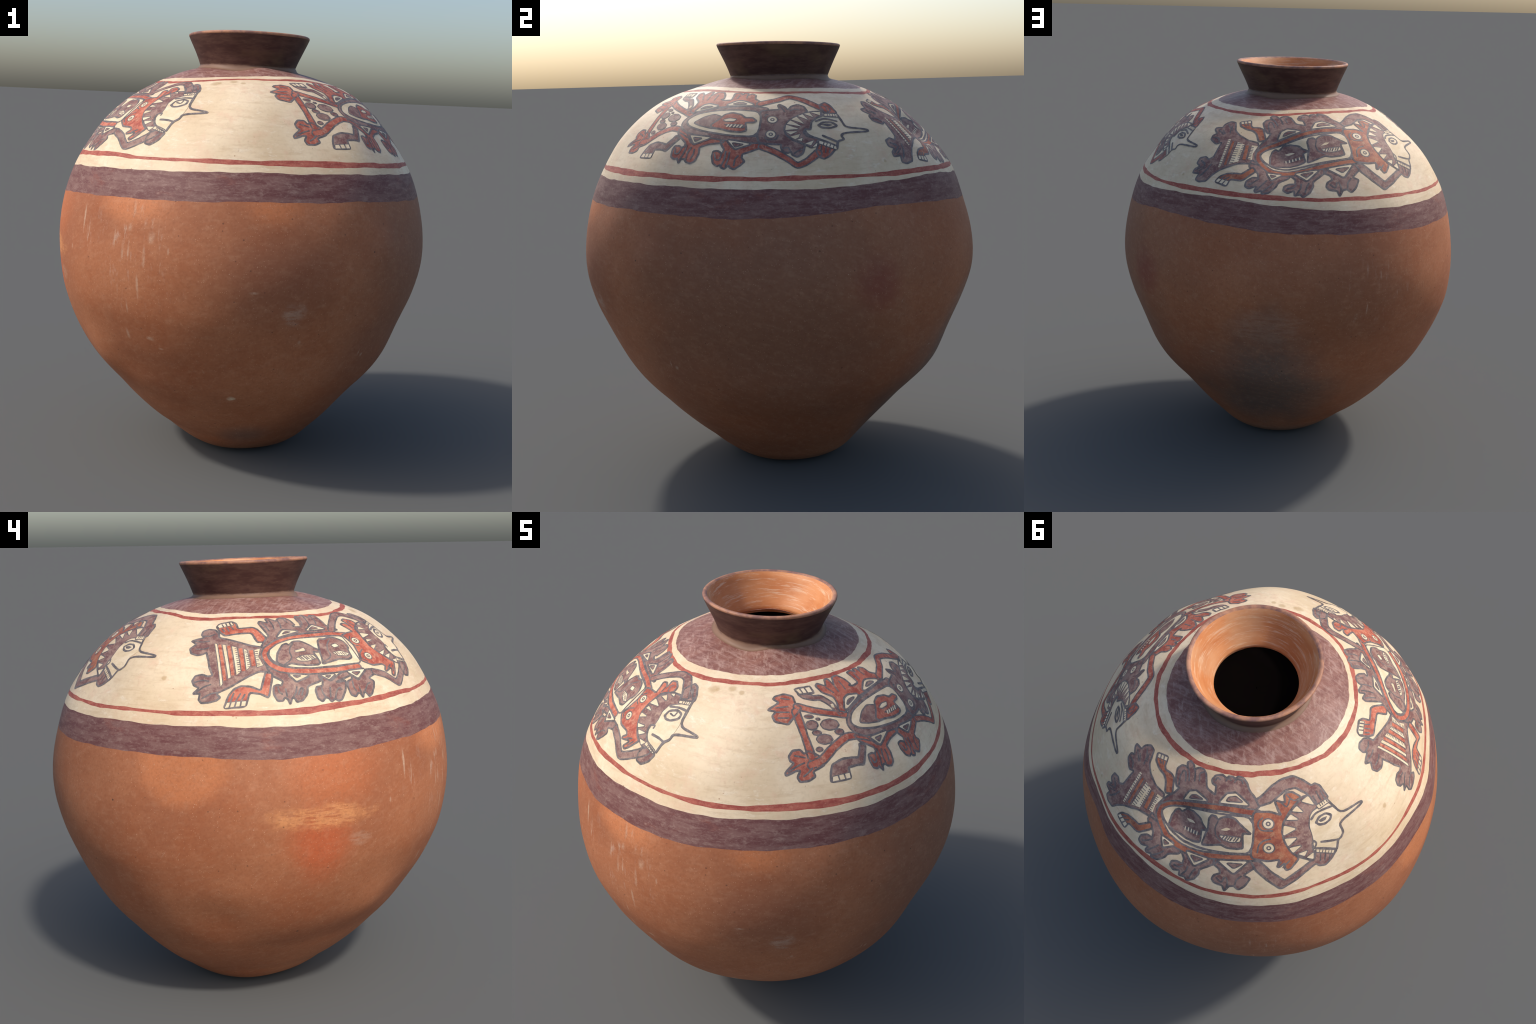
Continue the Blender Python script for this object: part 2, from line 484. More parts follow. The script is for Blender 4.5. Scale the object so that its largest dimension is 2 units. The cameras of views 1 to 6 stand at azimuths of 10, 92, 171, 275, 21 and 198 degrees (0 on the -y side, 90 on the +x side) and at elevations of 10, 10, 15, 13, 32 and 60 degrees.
def grid_faces(rows, cols, wrap=True, flip=False):
    f = []
    for i in range(rows - 1):
        for j in range(cols if wrap else cols - 1):
            a, b = i * cols + j, i * cols + (j + 1) % cols
            q = (a, b, b + cols, a + cols)
            f.append(q[::-1] if flip else q)
    return f


# ------------------------------------------------------------------ painted zones
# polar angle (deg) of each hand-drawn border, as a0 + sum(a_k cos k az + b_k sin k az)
BORDERS = dict(
    belt_low=[110.36, 1.53, -0.29, 0.04, 0.28, -0.22, 0.4, -0.3, 0.02, -0.15, 0.11, -0.06, -0.12],
    belt_top=[117.73, 1.27, -0.52, 0.15, 0.36, -0.37, 0.24, -0.18, -0.24, 0.03, -0.09, 0.1, -0.04],
    red_low=[120.16, 0.63, -0.75, 0.33, 0.32, 0.04, 0.13, -0.04, -0.1, -0.02, 0.08, 0.07, 0.01],
    red_top=[121.14, 0.71, -0.84, 0.4, 0.36, -0.03, 0.06, -0.09, -0.03, 0.02, 0.04, 0.17, -0.01],
    upper_line=[151.73, 0.46, -0.37, 0.02, -0.43, 0.14, -0.28, 0.08, 0.17, -0.04, -0.12, -0.04, 0.06],
    shoulder=[154.48, 0.85, -0.57, 0.04, -0.3, 0.18, -0.05, 0.12, 0.04, -0.11, -0.06, -0.05, 0.01],
)
SEG = 540
AZ = np.arange(SEG) * 2 * math.pi / SEG


def border(name, ph, ragged=.0):
    c = BORDERS[name]
    t = c[0] + 0 * ph
    for k in range(1, (len(c) - 1) // 2 + 1):
        t = t + c[2 * k - 1] * np.cos(k * ph) + c[2 * k] * np.sin(k * ph)
    s = sum(ord(q) for q in name)
    for k, a in ((13, .06), (23, .05), (41, .035), (67, .025)):
        t = t + ragged * a * np.sin(k * ph + s * k + 1.3 * np.sin(3 * ph + s))
    return t * DEG


jar = bpy.data.objects.new('storage_jar', None)
bpy.context.scene.collection.objects.link(jar)
jar['label'] = 'large egg-shaped earthenware jar with painted creatures on its shoulder'
jar['category'] = 'pottery jar'


def zone(name, lo, hi, rows, mat):
    t = np.linspace(0, 1, rows)[:, None]
    th = lo[None, :] * (1 - t) + hi[None, :] * t
    ph = np.broadcast_to(AZ[None, :], th.shape)
    v = surf(th, ph).reshape(-1, 3)
    n = surf_normal(th, ph).reshape(-1, 3)
    return make_object(name, v, grid_faces(rows, SEG), n, [mat], parent=jar)


flat = np.ones(SEG)
lines = {k: border(k, AZ, 1.4 if k.startswith('belt') else 1.2) for k in BORDERS}
half = 0.66 * DEG * (1 + .14 * np.sin(7 * AZ + 1) + .08 * np.sin(19 * AZ))
waver = .18 * DEG * (1 + .6 * np.sin(3 * AZ + 4) + .5 * np.sin(11 * AZ))
lines['red_top'] = lines['red_top'] + waver
lines['red_low'] = lines['red_low'] - waver * .7
lines['upper_top'] = lines['upper_line'] + half
lines['upper_low'] = lines['upper_line'] - half
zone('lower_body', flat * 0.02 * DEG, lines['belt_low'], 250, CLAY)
zone('belt_band', lines['belt_low'], lines['belt_top'], 22, BELT)
zone('slip_band', lines['belt_top'], lines['red_low'], 10, SLIP)
zone('red_line', lines['red_low'], lines['red_top'], 6, REDLINE)
zone('slip_band', lines['red_top'], lines['upper_low'], 80, SLIP)
zone('red_line', lines['upper_low'], lines['upper_top'], 6, REDLINE)
zone('slip_band', lines['upper_top'], lines['shoulder'], 10, SLIP)
zone('shoulder_band', lines['shoulder'], flat * 167.2 * DEG, 40, SHOULDER)

# ------------------------------------------------------------------ neck and inside
NECK_LOW = np.array([-.0080, .0171])     # axis of the neck at its waist
NECK_TOP = np.array([-.0059, .0173])     # axis at the lip
Z_WAIST, Z_LIP = 1.8453, 1.9821


def ring(r, z, oval=1.0):
    """one turn of the neck: leans and is slightly oval like the original hand work"""
    t = np.clip((z - Z_WAIST) / (Z_LIP - Z_WAIST), -1, 1.2)
    tc = np.clip(t, 0, 1)
    c = NECK_LOW * (1 - tc) + NECK_TOP * tc
    rr = r + oval * (-.0016 * np.cos(2 * AZ) - .0033 * np.sin(2 * AZ)) + oval * .0008 * np.sin(5 * AZ + z * 30)
    x, y = rr * np.cos(AZ), rr * np.sin(AZ)
    sx = .0046 * (1 - tc) + .0070 * tc
    sy = -.0156 * (1 - tc) - .0277 * tc
    zz = z + sx * x + sy * y + .0008 * np.sin(3 * AZ + 1) * tc
    return np.stack([x + c[0], y + c[1], zz], -1)


def on_body(r, lift=0.0005):
    """a ring of radius r about the neck axis, laid on the shoulder"""
    x = NECK_LOW[0] + r * np.cos(AZ)
    y = NECK_LOW[1] + r * np.sin(AZ)
    ph = np.arctan2(y, x)
    rho = np.hypot(x, y)
    th = np.full(SEG, 166 * DEG)
    for _ in range(20):
        R = radius(th, ph)
        th = math.pi - np.arcsin(np.clip(rho / R, 0, 1))
    p = surf(th, ph, lift)
    return p


def spline(pts, n):
    p = np.array(pts, float)
    q = np.vstack([2 * p[0] - p[1], p, 2 * p[-1] - p[-2]])
    out = []
    for i in range(len(p) - 1):
        for s in np.linspace(0, 1, n, endpoint=False):
            a, b, c, d = q[i:i + 4]
            out.append(.5 * (2 * b + (c - a) * s + (2 * a - 5 * b + 4 * c - d) * s**2 + (3 * b - a - 3 * c + d) * s**3))
    return np.array(out + [p[-1]])


def lathe(name, rings, mat, parent=jar):
    v = np.concatenate(rings)
    return make_object(name, v, grid_faces(len(rings), SEG), None, [mat], parent=parent)


base = [on_body(r) for r in (.250, .2455)]
foot_z = base[-1][:, 2]
fillet = []
for r, k in ((.2415, .06), (.2375, .22), (.2345, .48), (.2325, .78)):
    top = ring(r, Z_WAIST)
    p = on_body(r, 0.001)
    p[:, 2] = p[:, 2] * (1 - k) + np.maximum(top[:, 2], p[:, 2]) * k
    fillet.append(p)
outer = spline([(.2315, 1.846), (.2425, 1.875), (.2555, 1.905), (.2695, 1.935), (.2825, 1.962), (.2900, 1.979)], 6)
lip = spline([(.2895, 1.979), (.2915, 1.984), (.2900, 1.9890), (.2850, 1.9920), (.2780, 1.9915), (.2710, 1.987)], 5)
inner = spline([(.2710, 1.987), (.2570, 1.966), (.2380, 1.930), (.2170, 1.893), (.1980, 1.864), (.1890, 1.848), (.1865, 1.838), (.1900, 1.822)], 6)
lathe('neck', base + fillet + [ring(r, z) for r, z in outer], NECK)
lathe('rim', [ring(r, z) for r, z in lip], RIM)
lathe('neck_lining', [ring(r, z) for r, z in inner], LINING)

cap_rings = [ring(.1900, 1.822), ring(.196, 1.812)] + [ring(r, z) for r, z in
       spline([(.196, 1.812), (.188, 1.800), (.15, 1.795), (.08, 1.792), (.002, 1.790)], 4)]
for p in cap_rings[6:]:            # the added black cap slopes down towards one side
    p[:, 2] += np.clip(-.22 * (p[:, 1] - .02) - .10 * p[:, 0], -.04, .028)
lathe('throat_cap', cap_rings, CAP_BLACK)  # shallow black cap added to close the throat; the real inside is unseen

# ------------------------------------------------------------------ brush painting
# Each creature is painted on a flat plan in centimetres laid on the shoulder
# at (azimuth, polar angle); x runs to the right as seen from outside, y up.
PAINTS = dict(purple=0, red=1, dark=2, cream=3)
COAT = 0.00022          # thickness of one coat


class Painter:
    def __init__(self, az, po, red):
        a, t = az * DEG, po * DEG
        self.d0 = np.array([math.sin(t) * math.cos(a), math.sin(t) * math.sin(a), -math.cos(t)])
        self.rt = np.cross([0, 0, 1], self.d0)
        self.rt /= np.linalg.norm(self.rt)
        self.up = np.cross(self.d0, self.rt)
        self.mats = [PAINT_PURPLE, red, PAINT_DARK, PAINT_CREAM]
        self.parts = {}

    def angles(self, q):
        q = np.asarray(q, float)
        h = np.hypot(q[:, 0], q[:, 1]) + 1e-9
        al = h / 92.0
        d = (np.cos(al)[:, None] * self.d0 + np.sin(al)[:, None] *
             (q[:, :1] / h[:, None] * self.rt + q[:, 1:] / h[:, None] * self.up))
        return np.arccos(np.clip(-d[:, 2], -1, 1)), np.arctan2(d[:, 1], d[:, 0])

    def emit(self, part, q, faces, colour, layer):
        th, ph = self.angles(q)
        V, F, N, M = self.parts.setdefault(part, ([], [], [], []))
        o = len(V)
        V.extend(surf(th, ph, .00025 + COAT * layer))
        N.extend(surf_normal(th, ph))
        F.extend([tuple(o + i for i in f) for f in faces])
        M.extend([PAINTS[colour]] * len(faces))

    # --- outline helpers
    @staticmethod
    def soften(pts, r, closed, times=2):
        p = [np.array(a, float) for a in pts]
        if r <= 0:
            return p
        for _ in range(times):
            out = []
            n = len(p)
            for i in range(n if closed else n - 1):
                a, b = p[i], p[(i + 1) % n]
                if closed or i > 0:
                    out.append(a + r * (b - a))
                else:
                    out.append(a)
                if closed or i < n - 2:
                    out.append(b + r * (a - b))
                else:
                    out.append(b)
            p = out
        return p

    @staticmethod
    def resample(p, step, closed):
        p = np.array(p)
        if closed:
            p = np.vstack([p, p[:1]])
        L = np.concatenate([[0], np.cumsum(np.linalg.norm(np.diff(p, axis=0), axis=1))])
        n = max(2, int(L[-1] / step) + 1)
        # keep the given points, add points on long pieces
        out = []
        for i in range(len(p) - 1):
            k = max(1, int(math.ceil((L[i + 1] - L[i]) / step)))
            for j in range(k):
                out.append(p[i] + (p[i + 1] - p[i]) * j / k)
        if not closed:
            out.append(p[-1])
        return np.array(out)

    # --- strokes
    def strip(self, part, spine, widths, colour, layer, caps=True):
        """ribbon of varying width along a spine (n,2)"""
        s = np.asarray(spine, float)
        keep = [0] + [i for i in range(1, len(s)) if np.linalg.norm(s[i] - s[i - 1]) > 1e-4]
        s, w = s[keep], np.asarray(widths, float)[keep]
        t = np.gradient(s, axis=0)
        t /= np.linalg.norm(t, axis=1, keepdims=True) + 1e-9
        if caps:
            e0 = [(s[0] - t[0] * w[0] * .5 * math.sin(a), w[0] * math.cos(a)) for a in (1.35, .95, .5)]
            e1 = [(s[-1] + t[-1] * w[-1] * .5 * math.sin(a), w[-1] * math.cos(a)) for a in (.5, .95, 1.35)]
            s = np.vstack([[a for a, _ in e0], s, [a for a, _ in e1]])
            w = np.concatenate([[b for _, b in e0], w, [b for _, b in e1]])
            t = np.vstack([[t[0]] * 3, t, [t[-1]] * 3])
        nrm = np.stack([-t[:, 1], t[:, 0]], 1)
        cols = max(3, int(w.max() / .7) + 2)
        q = np.concatenate([s + nrm * (w * u)[:, None] for u in np.linspace(.5, -.5, cols)]).reshape(cols, len(s), 2)
        q = q.transpose(1, 0, 2).reshape(-1, 2)
        self.emit(part, q, grid_faces(len(s), cols, wrap=False), colour, layer)

    def hand(self, n, amount=.12):
        """slow uneven pressure of the brush"""
        x = np.arange(n)
        a, b, c = rng.uniform(0, 6.3, 3)
        return 1 + amount * (.6 * np.sin(x * .31 + a) + .5 * np.sin(x * .83 + b) + .3 * np.sin(x * 1.9 + c))

    def line(self, part, colour, layer, pts, w=.8, r=.18):
        s = self.resample(self.soften(pts, r, False), .45, False)
        self.strip(part, s, 1.22 * w * self.hand(len(s)), colour, layer)

    def loop(self, part, colour, layer, pts, w):
        s = self.resample(pts, .45, True)
        s = np.vstack([s, s[:2]])
        self.strip(part, s, w * self.hand(len(s)), colour, layer, caps=False)

    def brush(self, part, colour, layer, pts, w):
        p = np.array(pts, float)
        q = np.vstack([2 * p[0] - p[1], p, 2 * p[-1] - p[-2]])
        s, ws = [], []
        for i in range(len(p) - 1):
            k = max(2, int(np.linalg.norm(p[i + 1] - p[i]) / .5))
            for f in np.linspace(0, 1, k, endpoint=(i == len(p) - 2)):
                a, b, c, d = q[i:i + 4]
                cr = .5 * (2 * b + (c - a) * f + (2 * a - 5 * b + 4 * c - d) * f**2 + (3 * b - a - 3 * c + d) * f**3)
                s.append(.6 * cr + .4 * (b + (c - b) * f))
                ws.append(w[i] + (w[i + 1] - w[i]) * f)
        ws = np.array(ws) * self.hand(len(ws), .05)
        self.strip(part, s, ws + .65, 'dark', layer)
        self.strip(part, s, ws - .8, colour, layer + .5)

    def area(self, part, colour, layer, pts, outline=.9, r=.12):
        p = self.soften(pts, r, True)
        b = self.resample(p, .6, True)
        lo, hi = b.min(0), b.max(0)
        g = [(x, y) for x in np.arange(lo[0] + .5, hi[0], 1.1) for y in np.arange(lo[1] + .5, hi[1], 1.1)]
        vin = [Vector(a) for a in b] + [Vector(a) for a in g]
        n = len(b)
        res = delaunay_2d_cdt(vin, [], [list(range(n))], 1, 1e-5)
        self.emit(part, np.array([tuple(v) for v in res[0]]), [tuple(f) for f in res[2]], colour, layer)
        if outline:
            if colour == 'cream':      # reserved shapes: the outline lies round them
                self.loop(part, 'dark', layer - .4, p, 2 * outline)
            else:
                self.loop(part, 'dark', layer + .5, p, outline)

    def stripe(self, part, colour, layer, pts, w, outline=0):
        s = self.resample(pts, .5, False)
        if outline:
            self.strip(part, s, np.full(len(s), w + .9), 'dark', layer - .5, caps=False)
        self.strip(part, s, w * self.hand(len(s), .06), colour, layer, caps=False)

    def comb(self, part, colour, layer, pts, n, l, w=.38, slant=0.0):
        a, b = np.array(pts[0], float), np.array(pts[1], float)
        t = (b - a) / np.linalg.norm(b - a)
        m = np.array([-t[1], t[0]]) + slant * t
        m /= np.linalg.norm(m)
        for i in range(n):
            c = a + (b - a) * (i + .5 + rng.uniform(-.12, .12)) / n
            h = l * rng.uniform(.42, .55)
            self.strip(part, np.array([c - m * h, c, c + m * h]), np.full(3, w * rng.uniform(.85, 1.15)), colour, layer)

    def eye(self, part, layer, pts, r):
        c = np.array(pts[0], float)
        for k, (f, col) in enumerate(((1.0, 'dark'), (.78, 'cream'), (.40, 'dark'), (.16, 'cream'))):
            a = np.arange(24) * math.pi / 12
            q = np.concatenate([c + r * f * u * np.stack([np.cos(a), .92 * np.sin(a)], 1) for u in (1, .6, .2)])
            self.emit(part, q, grid_faces(3, 24) + [tuple(range(48, 72))], col, layer + .4 * k)

    def finish(self):
        order = ['torso'] + [k for k in self.parts if k != 'torso']
        root = None
        for k in order:
            V, F, N, M = self.parts[k]
            ob = make_object('painted_creature' if root is None else k, V, F, N, self.mats, M, parent=jar if root is None else root)
            if root is None:
                root = ob
        return root


# right-hand creature: red limbs, purple torso, spotted tail
p = Painter(-20.1, 138.3, PAINT_RED_DULL)
p.area('limb', 'red', 1, [(-17.6, 7.6), (-20.6, 8.3), (-17.8, 12.2), (-17.1, 15.5), (-20, 19.4), (-20.1, 23.1), (-18.6, 23.8), (-16.4, 20.9), (-14.5, 23.6), (-12.9, 23.6), (-12.8, 19.7), (-10.5, 23.1), (-7.7, 23), (-6.1, 20.1), (-5.4, 16.8), (-6.8, 16.4), (-4.9, 15.5), (-1.5, 15.7), (-1.7, 19.4), (-2.1, 21.8), (0.7, 22.1), (2.1, 20.2), (2.3, 22.2), (4.2, 21.9), (4.6, 19.9), (5.9, 21.8), (8.1, 20.5), (8.8, 17.3), (11.5, 15.5), (13, 12.2), (7.8, 11.8), (-2.7, 10.7), (-11.4, 10.2)])
p.line('limb', 'dark', 3, [(-15.7, 17), (-16.8, 20.4)], w=0.5)
p.line('limb', 'dark', 3, [(-13.3, 16.4), (-12.9, 19.8)], w=0.5)
p.line('limb', 'dark', 3, [(-9.7, 16), (-9.3, 20.1)], w=0.5)
p.line('limb', 'dark', 3, [(0.7, 16.9), (0.8, 20)], w=0.5)
p.line('limb', 'dark', 3, [(4.9, 17.4), (4.4, 19.9)], w=0.5)
p.area('limb', 'cream', 3, [(-16.7, 8.4), (-13.4, 12.4), (-10.9, 13.1), (-5.6, 11.2)], r=0.15)
p.area('limb', 'purple', 5, [(-14.9, 9.7), (-12.2, 11.7), (-7.8, 11.3)], r=0.2, outline=0.6)
p.area('limb', 'cream', 3, [(-2.9, 11.4), (2.6, 15.5), (10.6, 12.4)], r=0.15)
p.area('limb', 'purple', 5, [(-0.5, 12.3), (3.3, 14.3), (7.3, 12.7)], r=0.2, outline=0.6)
p.brush('leg', 'purple', 1, [(-20, 9.8), (-20.3, 13.5), (-22.2, 17.8), (-24.8, 19.4), (-26.9, 22), (-27.1, 23.6)], w=[2.2, 2.2, 2.2, 2.2, 3.0, 3.2])
p.area('leg', 'cream', 4, [(-27.8, 26.2), (-22.6, 24.1), (-23.2, 21.7), (-27.8, 23.9)], r=0)
p.line('leg', 'dark', 5, [(-26.3, 25.6), (-26.7, 23.3)], w=0.5)
p.line('leg', 'dark', 5, [(-24.5, 24.9), (-25, 22.5)], w=0.5)
p.area('leg', 'cream', 3, [(-20.6, 13.7), (-19.4, 13.3), (-20, 11.4), (-21, 12.3)], outline=0)
p.brush('tail', 'red', 1, [(-32.6, 19.9), (-28.5, 15.1), (-23.8, 11.1), (-17.6, 6.7)], w=[3.0, 2.6, 2.6, 2.6])
p.brush('tail', 'red', 1, [(-34.5, 18.4), (-37.7, 9), (-40.3, 0.1)], w=[3.2, 2.6, 3.0])
p.brush('tail', 'red', 1, [(-42.1, -2.4), (-37.3, -3.1), (-30.9, -1.4), (-23.8, -0.6), (-19, -2.5), (-13.1, -6.3)], w=[3.2, 3.4, 3.2, 3.0, 2.8, 2.6])
p.area('tail', 'red', 1, [(-32.4, 21.1), (-30.9, 24.5), (-32.9, 27.4), (-36.4, 28.6), (-37.8, 28), (-37.1, 25.3), (-42.8, 25.3), (-40.6, 22.8), (-43, 22.1), (-43.7, 19.5), (-40.3, 15.7), (-38.7, 16.3), (-34.8, 17.3), (-31.5, 18.5)])
p.area('tail', 'red', 1, [(-39.9, 2.8), (-42.2, 2.8), (-42.5, 5), (-45.2, 6.3), (-47.8, 5.1), (-48.2, 3.3), (-47.4, 1.9), (-52.2, 0.7), (-52.6, -0.5), (-48.5, -1), (-46.8, -1.8), (-49.3, -3.5), (-49.3, -5.6), (-46.1, -7.1), (-43.1, -6.9), (-42.9, -4.9), (-37.5, -5.1), (-37.4, -1.4)])
p.line('tail', 'dark', 3, [(-35.1, 26.4), (-33.1, 24.2)], w=0.55)
p.line('tail', 'dark', 3, [(-39.5, 24.1), (-35.6, 22)], w=0.55)
p.line('tail', 'dark', 3, [(-41.6, 20), (-38.4, 17.8)], w=0.55)
p.line('tail', 'dark', 3, [(-40.4, 22.3), (-36.8, 19.7)], w=0.55)
p.line('tail', 'dark', 3, [(-45.6, 4.1), (-43.9, 2.6), (-42.7, 1.4)], w=0.55)
p.line('tail', 'dark', 3, [(-51.1, 0.2), (-46.7, 0.3), (-44, -0.2)], w=0.55)
p.line('tail', 'dark', 3, [(-47, -4.5), (-44.5, -4.2), (-42.4, -3.6)], w=0.55)
p.area('tail', 'purple', 3, [(-23.1, 5), (-25.2, 4.2), (-28, 5.1), (-29.9, 7.1), (-29.8, 9), (-27.8, 9.7), (-25, 8.9), (-23, 6.9)], outline=0.5)
p.area('tail', 'purple', 3, [(-30.7, 9.2), (-32.2, 8.4), (-34, 8.9), (-35.2, 10.3), (-34.9, 11.9), (-33.4, 12.6), (-31.5, 12.1), (-30.4, 10.7)], outline=0.5)
p.area('tail', 'purple', 3, [(-29.1, 1.5), (-30.8, 0.8), (-33.2, 1.6), (-34.8, 3.3), (-34.8, 5), (-33.1, 5.7), (-30.7, 4.9), (-29.1, 3.2)], outline=0.5)
p.area('tail', 'purple', 3, [(-31.5, 6), (-32.4, 5.7), (-33.6, 6.1), (-34.5, 7), (-34.6, 7.9), (-33.7, 8.2), (-32.4, 7.8), (-31.5, 6.8)], outline=0.5)
p.area('tail', 'purple', 3, [(-23.3, 1.7), (-24.3, 1.3), (-25.7, 1.7), (-26.6, 2.7), (-26.6, 3.6), (-25.6, 4), (-24.2, 3.6), (-23.2, 2.6)], outline=0.5)
p.area('tail', 'purple', 3, [(-34.9, 0.3), (-35.6, -0), (-36.6, 0.3), (-37.2, 1), (-37.2, 1.7), (-36.5, 2), (-35.5, 1.8), (-34.9, 1)], outline=0.5)
p.area('tail', 'purple', 3, [(-30.1, 13), (-30.9, 12.9), (-32.1, 13.4), (-33, 14.3), (-33.1, 15), (-32.4, 15.1), (-31.2, 14.6), (-30.2, 13.8)], outline=0.5)
p.area('tail', 'purple', 3, [(-28.5, 10.8), (-28.9, 10.7), (-29.5, 10.9), (-29.9, 11.3), (-29.9, 11.7), (-29.5, 11.8), (-28.9, 11.6), (-28.5, 11.2)], outline=0.5)
p.brush('torso', 'purple', 2, [(15.1, 10), (5.7, 9.5), (-4.4, 8.3), (-13, 6.7), (-17.6, 4), (-18.5, 1.4), (-15.3, -2.4), (-7.4, -5.1), (1.8, -6.7), (10.3, -7), (18.3, -6.3)], w=[3.6, 3.4, 3.4, 3.4, 3.4, 3.4, 3.4, 3.4, 3.4, 3.4, 3.4])
p.area('torso', 'cream', 4, [(14.1, 8.2), (6.1, 8.2), (-5.5, 7.9), (-14.4, 6.4), (-18, 3.1), (-15.7, -0.3), (-7.8, -3.5), (4.3, -5.6), (16, -4.8)], r=0.2)
p.area('inner_head', 'purple', 5, [(-14.5, 1.4), (-10.4, 4.7), (-6, 6), (-2, 4.4), (-2.4, 2), (-5.3, -0.6), (-4.5, -2.5), (-10.8, -0.6)], outline=0.6)
p.area('inner_head', 'red', 6, [(-5.9, -0.5), (-3.1, 2.5), (-1.2, 5.6), (1.9, 6.8), (6.2, 5.9), (8.4, 4.2), (11.6, 4.6), (13.6, 3.1), (12.6, 2), (9.2, 1.5), (10.7, -2.8), (8.4, -3.8), (3.3, -3.7), (-1.1, -2.5), (-4.7, -2)])
p.area('inner_head', 'cream', 7, [(-0.8, 2.4), (1.9, 3.3), (4.9, 2.9), (4, 1.8), (0.6, 1.7)], outline=0.5)
p.area('inner_head', 'dark', 7, [(-0.4, -0.1), (9, 0.4), (9.6, -1.7), (3.4, -1.9)], outline=0)
p.comb('inner_head', 'cream', 8, [(1.4, -0.9), (8.7, -0.7)], n=5, l=1.1, w=0.7, slant=0.5)
p.brush('arm', 'red', 2, [(12.2, 13.9), (18.3, 18), (22.5, 22), (28.6, 21.5), (35.3, 19.7), (39.3, 19.6)], w=[3.2, 3.0, 3.0, 3.0, 3.2, 4.0])
p.area('arm', 'red', 2, [(36.1, 20.8), (37.6, 24.5), (40.1, 23.6), (44.6, 19.6), (39.5, 16.5), (38, 18)])
p.line('arm', 'dark', 4, [(39, 20.7), (40.8, 18.2)], w=0.45)
p.line('arm', 'dark', 4, [(38, 19), (39.4, 16.9)], w=0.45)
p.brush('arm', 'red', 2, [(19, -9.4), (25.9, -11), (31.3, -12.9), (35.6, -14.6), (39.1, -11.4), (42.3, -6)], w=[2.9, 2.8, 2.7, 2.6, 2.8, 3.4])
p.area('arm', 'red', 2, [(41.6, -1), (41.3, -5.3), (43.2, -7.6), (45.5, -7.9), (47.3, -5.7), (49.3, -0.2), (45.4, -0.6)])
p.line('arm', 'dark', 4, [(42.8, -1.3), (43.3, -4.5)], w=0.45)
p.line('arm', 'dark', 4, [(44.8, -1.5), (45.3, -4.5)], w=0.45)
p.line('arm', 'dark', 4, [(46.7, -1.5), (46.8, -4.2)], w=0.45)
p.line('head', 'dark', 5, [(44.7, 18.7), (47, 16.4), (50.1, 12.9), (59.1, 18.4), (59.7, 17.8), (58.5, 16.1), (49.9, 8.8), (49.4, 6.8), (51.1, 5.4), (48.7, 3.1), (49.4, -0.4)], w=0.85)
p.line('head', 'dark', 5, [(42.2, 3.5), (45.6, 3.1), (48.4, 2.8)], w=0.9)
p.line('head', 'dark', 5, [(39.4, 1.3), (43.9, 1.1), (49.1, 0.4)], w=0.75)
p.line('head', 'dark', 5, [(35.9, 0.9), (34.4, 2.2), (34.4, 3.6), (36, 1.7), (39.5, 1.1)], w=0.7)
p.line('head', 'dark', 5, [(37.4, 10.1), (40.3, 13.4), (45.5, 14.4)], w=0.8)
p.line('head', 'dark', 5, [(39, 8.3), (40.3, 10.8), (43.6, 12.6), (46.6, 12), (44.2, 9), (40.7, 7.6), (39, 8.3)], w=0.85)
p.area('head', 'dark', 5, [(39.8, 9.1), (42, 10.8), (44.7, 11.4), (42.9, 9.4)], outline=0)
p.line('head', 'dark', 5, [(39.9, 14.6), (42.5, 15.9), (45.3, 17.2)], w=0.6)
p.area('head', 'cream', 5, [(39.6, 16.1), (44.6, 19), (45.4, 17.5), (40, 14.8)], r=0, outline=0.5)
p.comb('head', 'dark', 6, [(40.5, 15.8), (44.6, 18)], n=4, l=1.2, w=0.4)
p.area('head', 'cream', 5, [(41.4, 0.3), (49.1, 0.4), (49.3, -1.3), (41.7, -1)], r=0, outline=0.5)
p.comb('head', 'dark', 6, [(42.6, -0.3), (48.4, -0.3)], n=4, l=1.4, w=0.45)
p.area('limb', 'red', 1, [(-20.5, -1), (-15.1, -4.9), (-12.2, -10.1), (-7.3, -8.4), (-0.9, -6.8), (3.1, -7.5), (2, -9.7), (-3.9, -10.4), (-8, -11.9), (-7.5, -15), (-8.5, -18.8), (-10.3, -19.9), (-12.4, -19.1), (-13.5, -17.6), (-14.7, -17.6), (-15.8, -19.6), (-16.9, -17.2), (-18.2, -17.5), (-20, -16.3), (-20.1, -13.2), (-19.4, -11), (-17.3, -11.1), (-16, -12.1), (-14.8, -11.3), (-14.8, -9.7), (-19.7, -4.9)])
p.area('limb', 'red', 1, [(0.7, -7.6), (3.5, -8), (8.3, -12.4), (15.3, -8.2), (19.9, -7.3), (18.5, -10.3), (13.8, -13.3), (11.8, -14.3), (11.9, -16.1), (13.5, -17.7), (12.1, -19.8), (9.8, -22), (7.8, -21.2), (7.2, -20.2), (5.7, -22.2), (4, -21.5), (3.3, -20.3), (2.4, -21.2), (0.1, -19.8), (-1.2, -16.6), (-1.2, -13.9), (0.8, -13.6), (3, -14.9), (3.5, -12.8), (1.4, -10.2)])
p.line('limb', 'dark', 3, [(-18.8, -12.3), (-18.6, -14.9), (-16.9, -15), (-16, -12.4)], w=0.6)
p.line('limb', 'dark', 3, [(-15.6, -18), (-14.2, -14), (-13.9, -10.9)], w=0.6)
p.line('limb', 'dark', 3, [(-12.7, -17.6), (-12.8, -15.1), (-11.7, -12)], w=0.6)
p.line('limb', 'dark', 3, [(-10.7, -17.6), (-9.9, -15.1), (-10, -13)], w=0.6)
p.line('limb', 'dark', 3, [(-0.2, -15.1), (0.9, -18.1), (2.7, -18), (2.8, -15.1)], w=0.6)
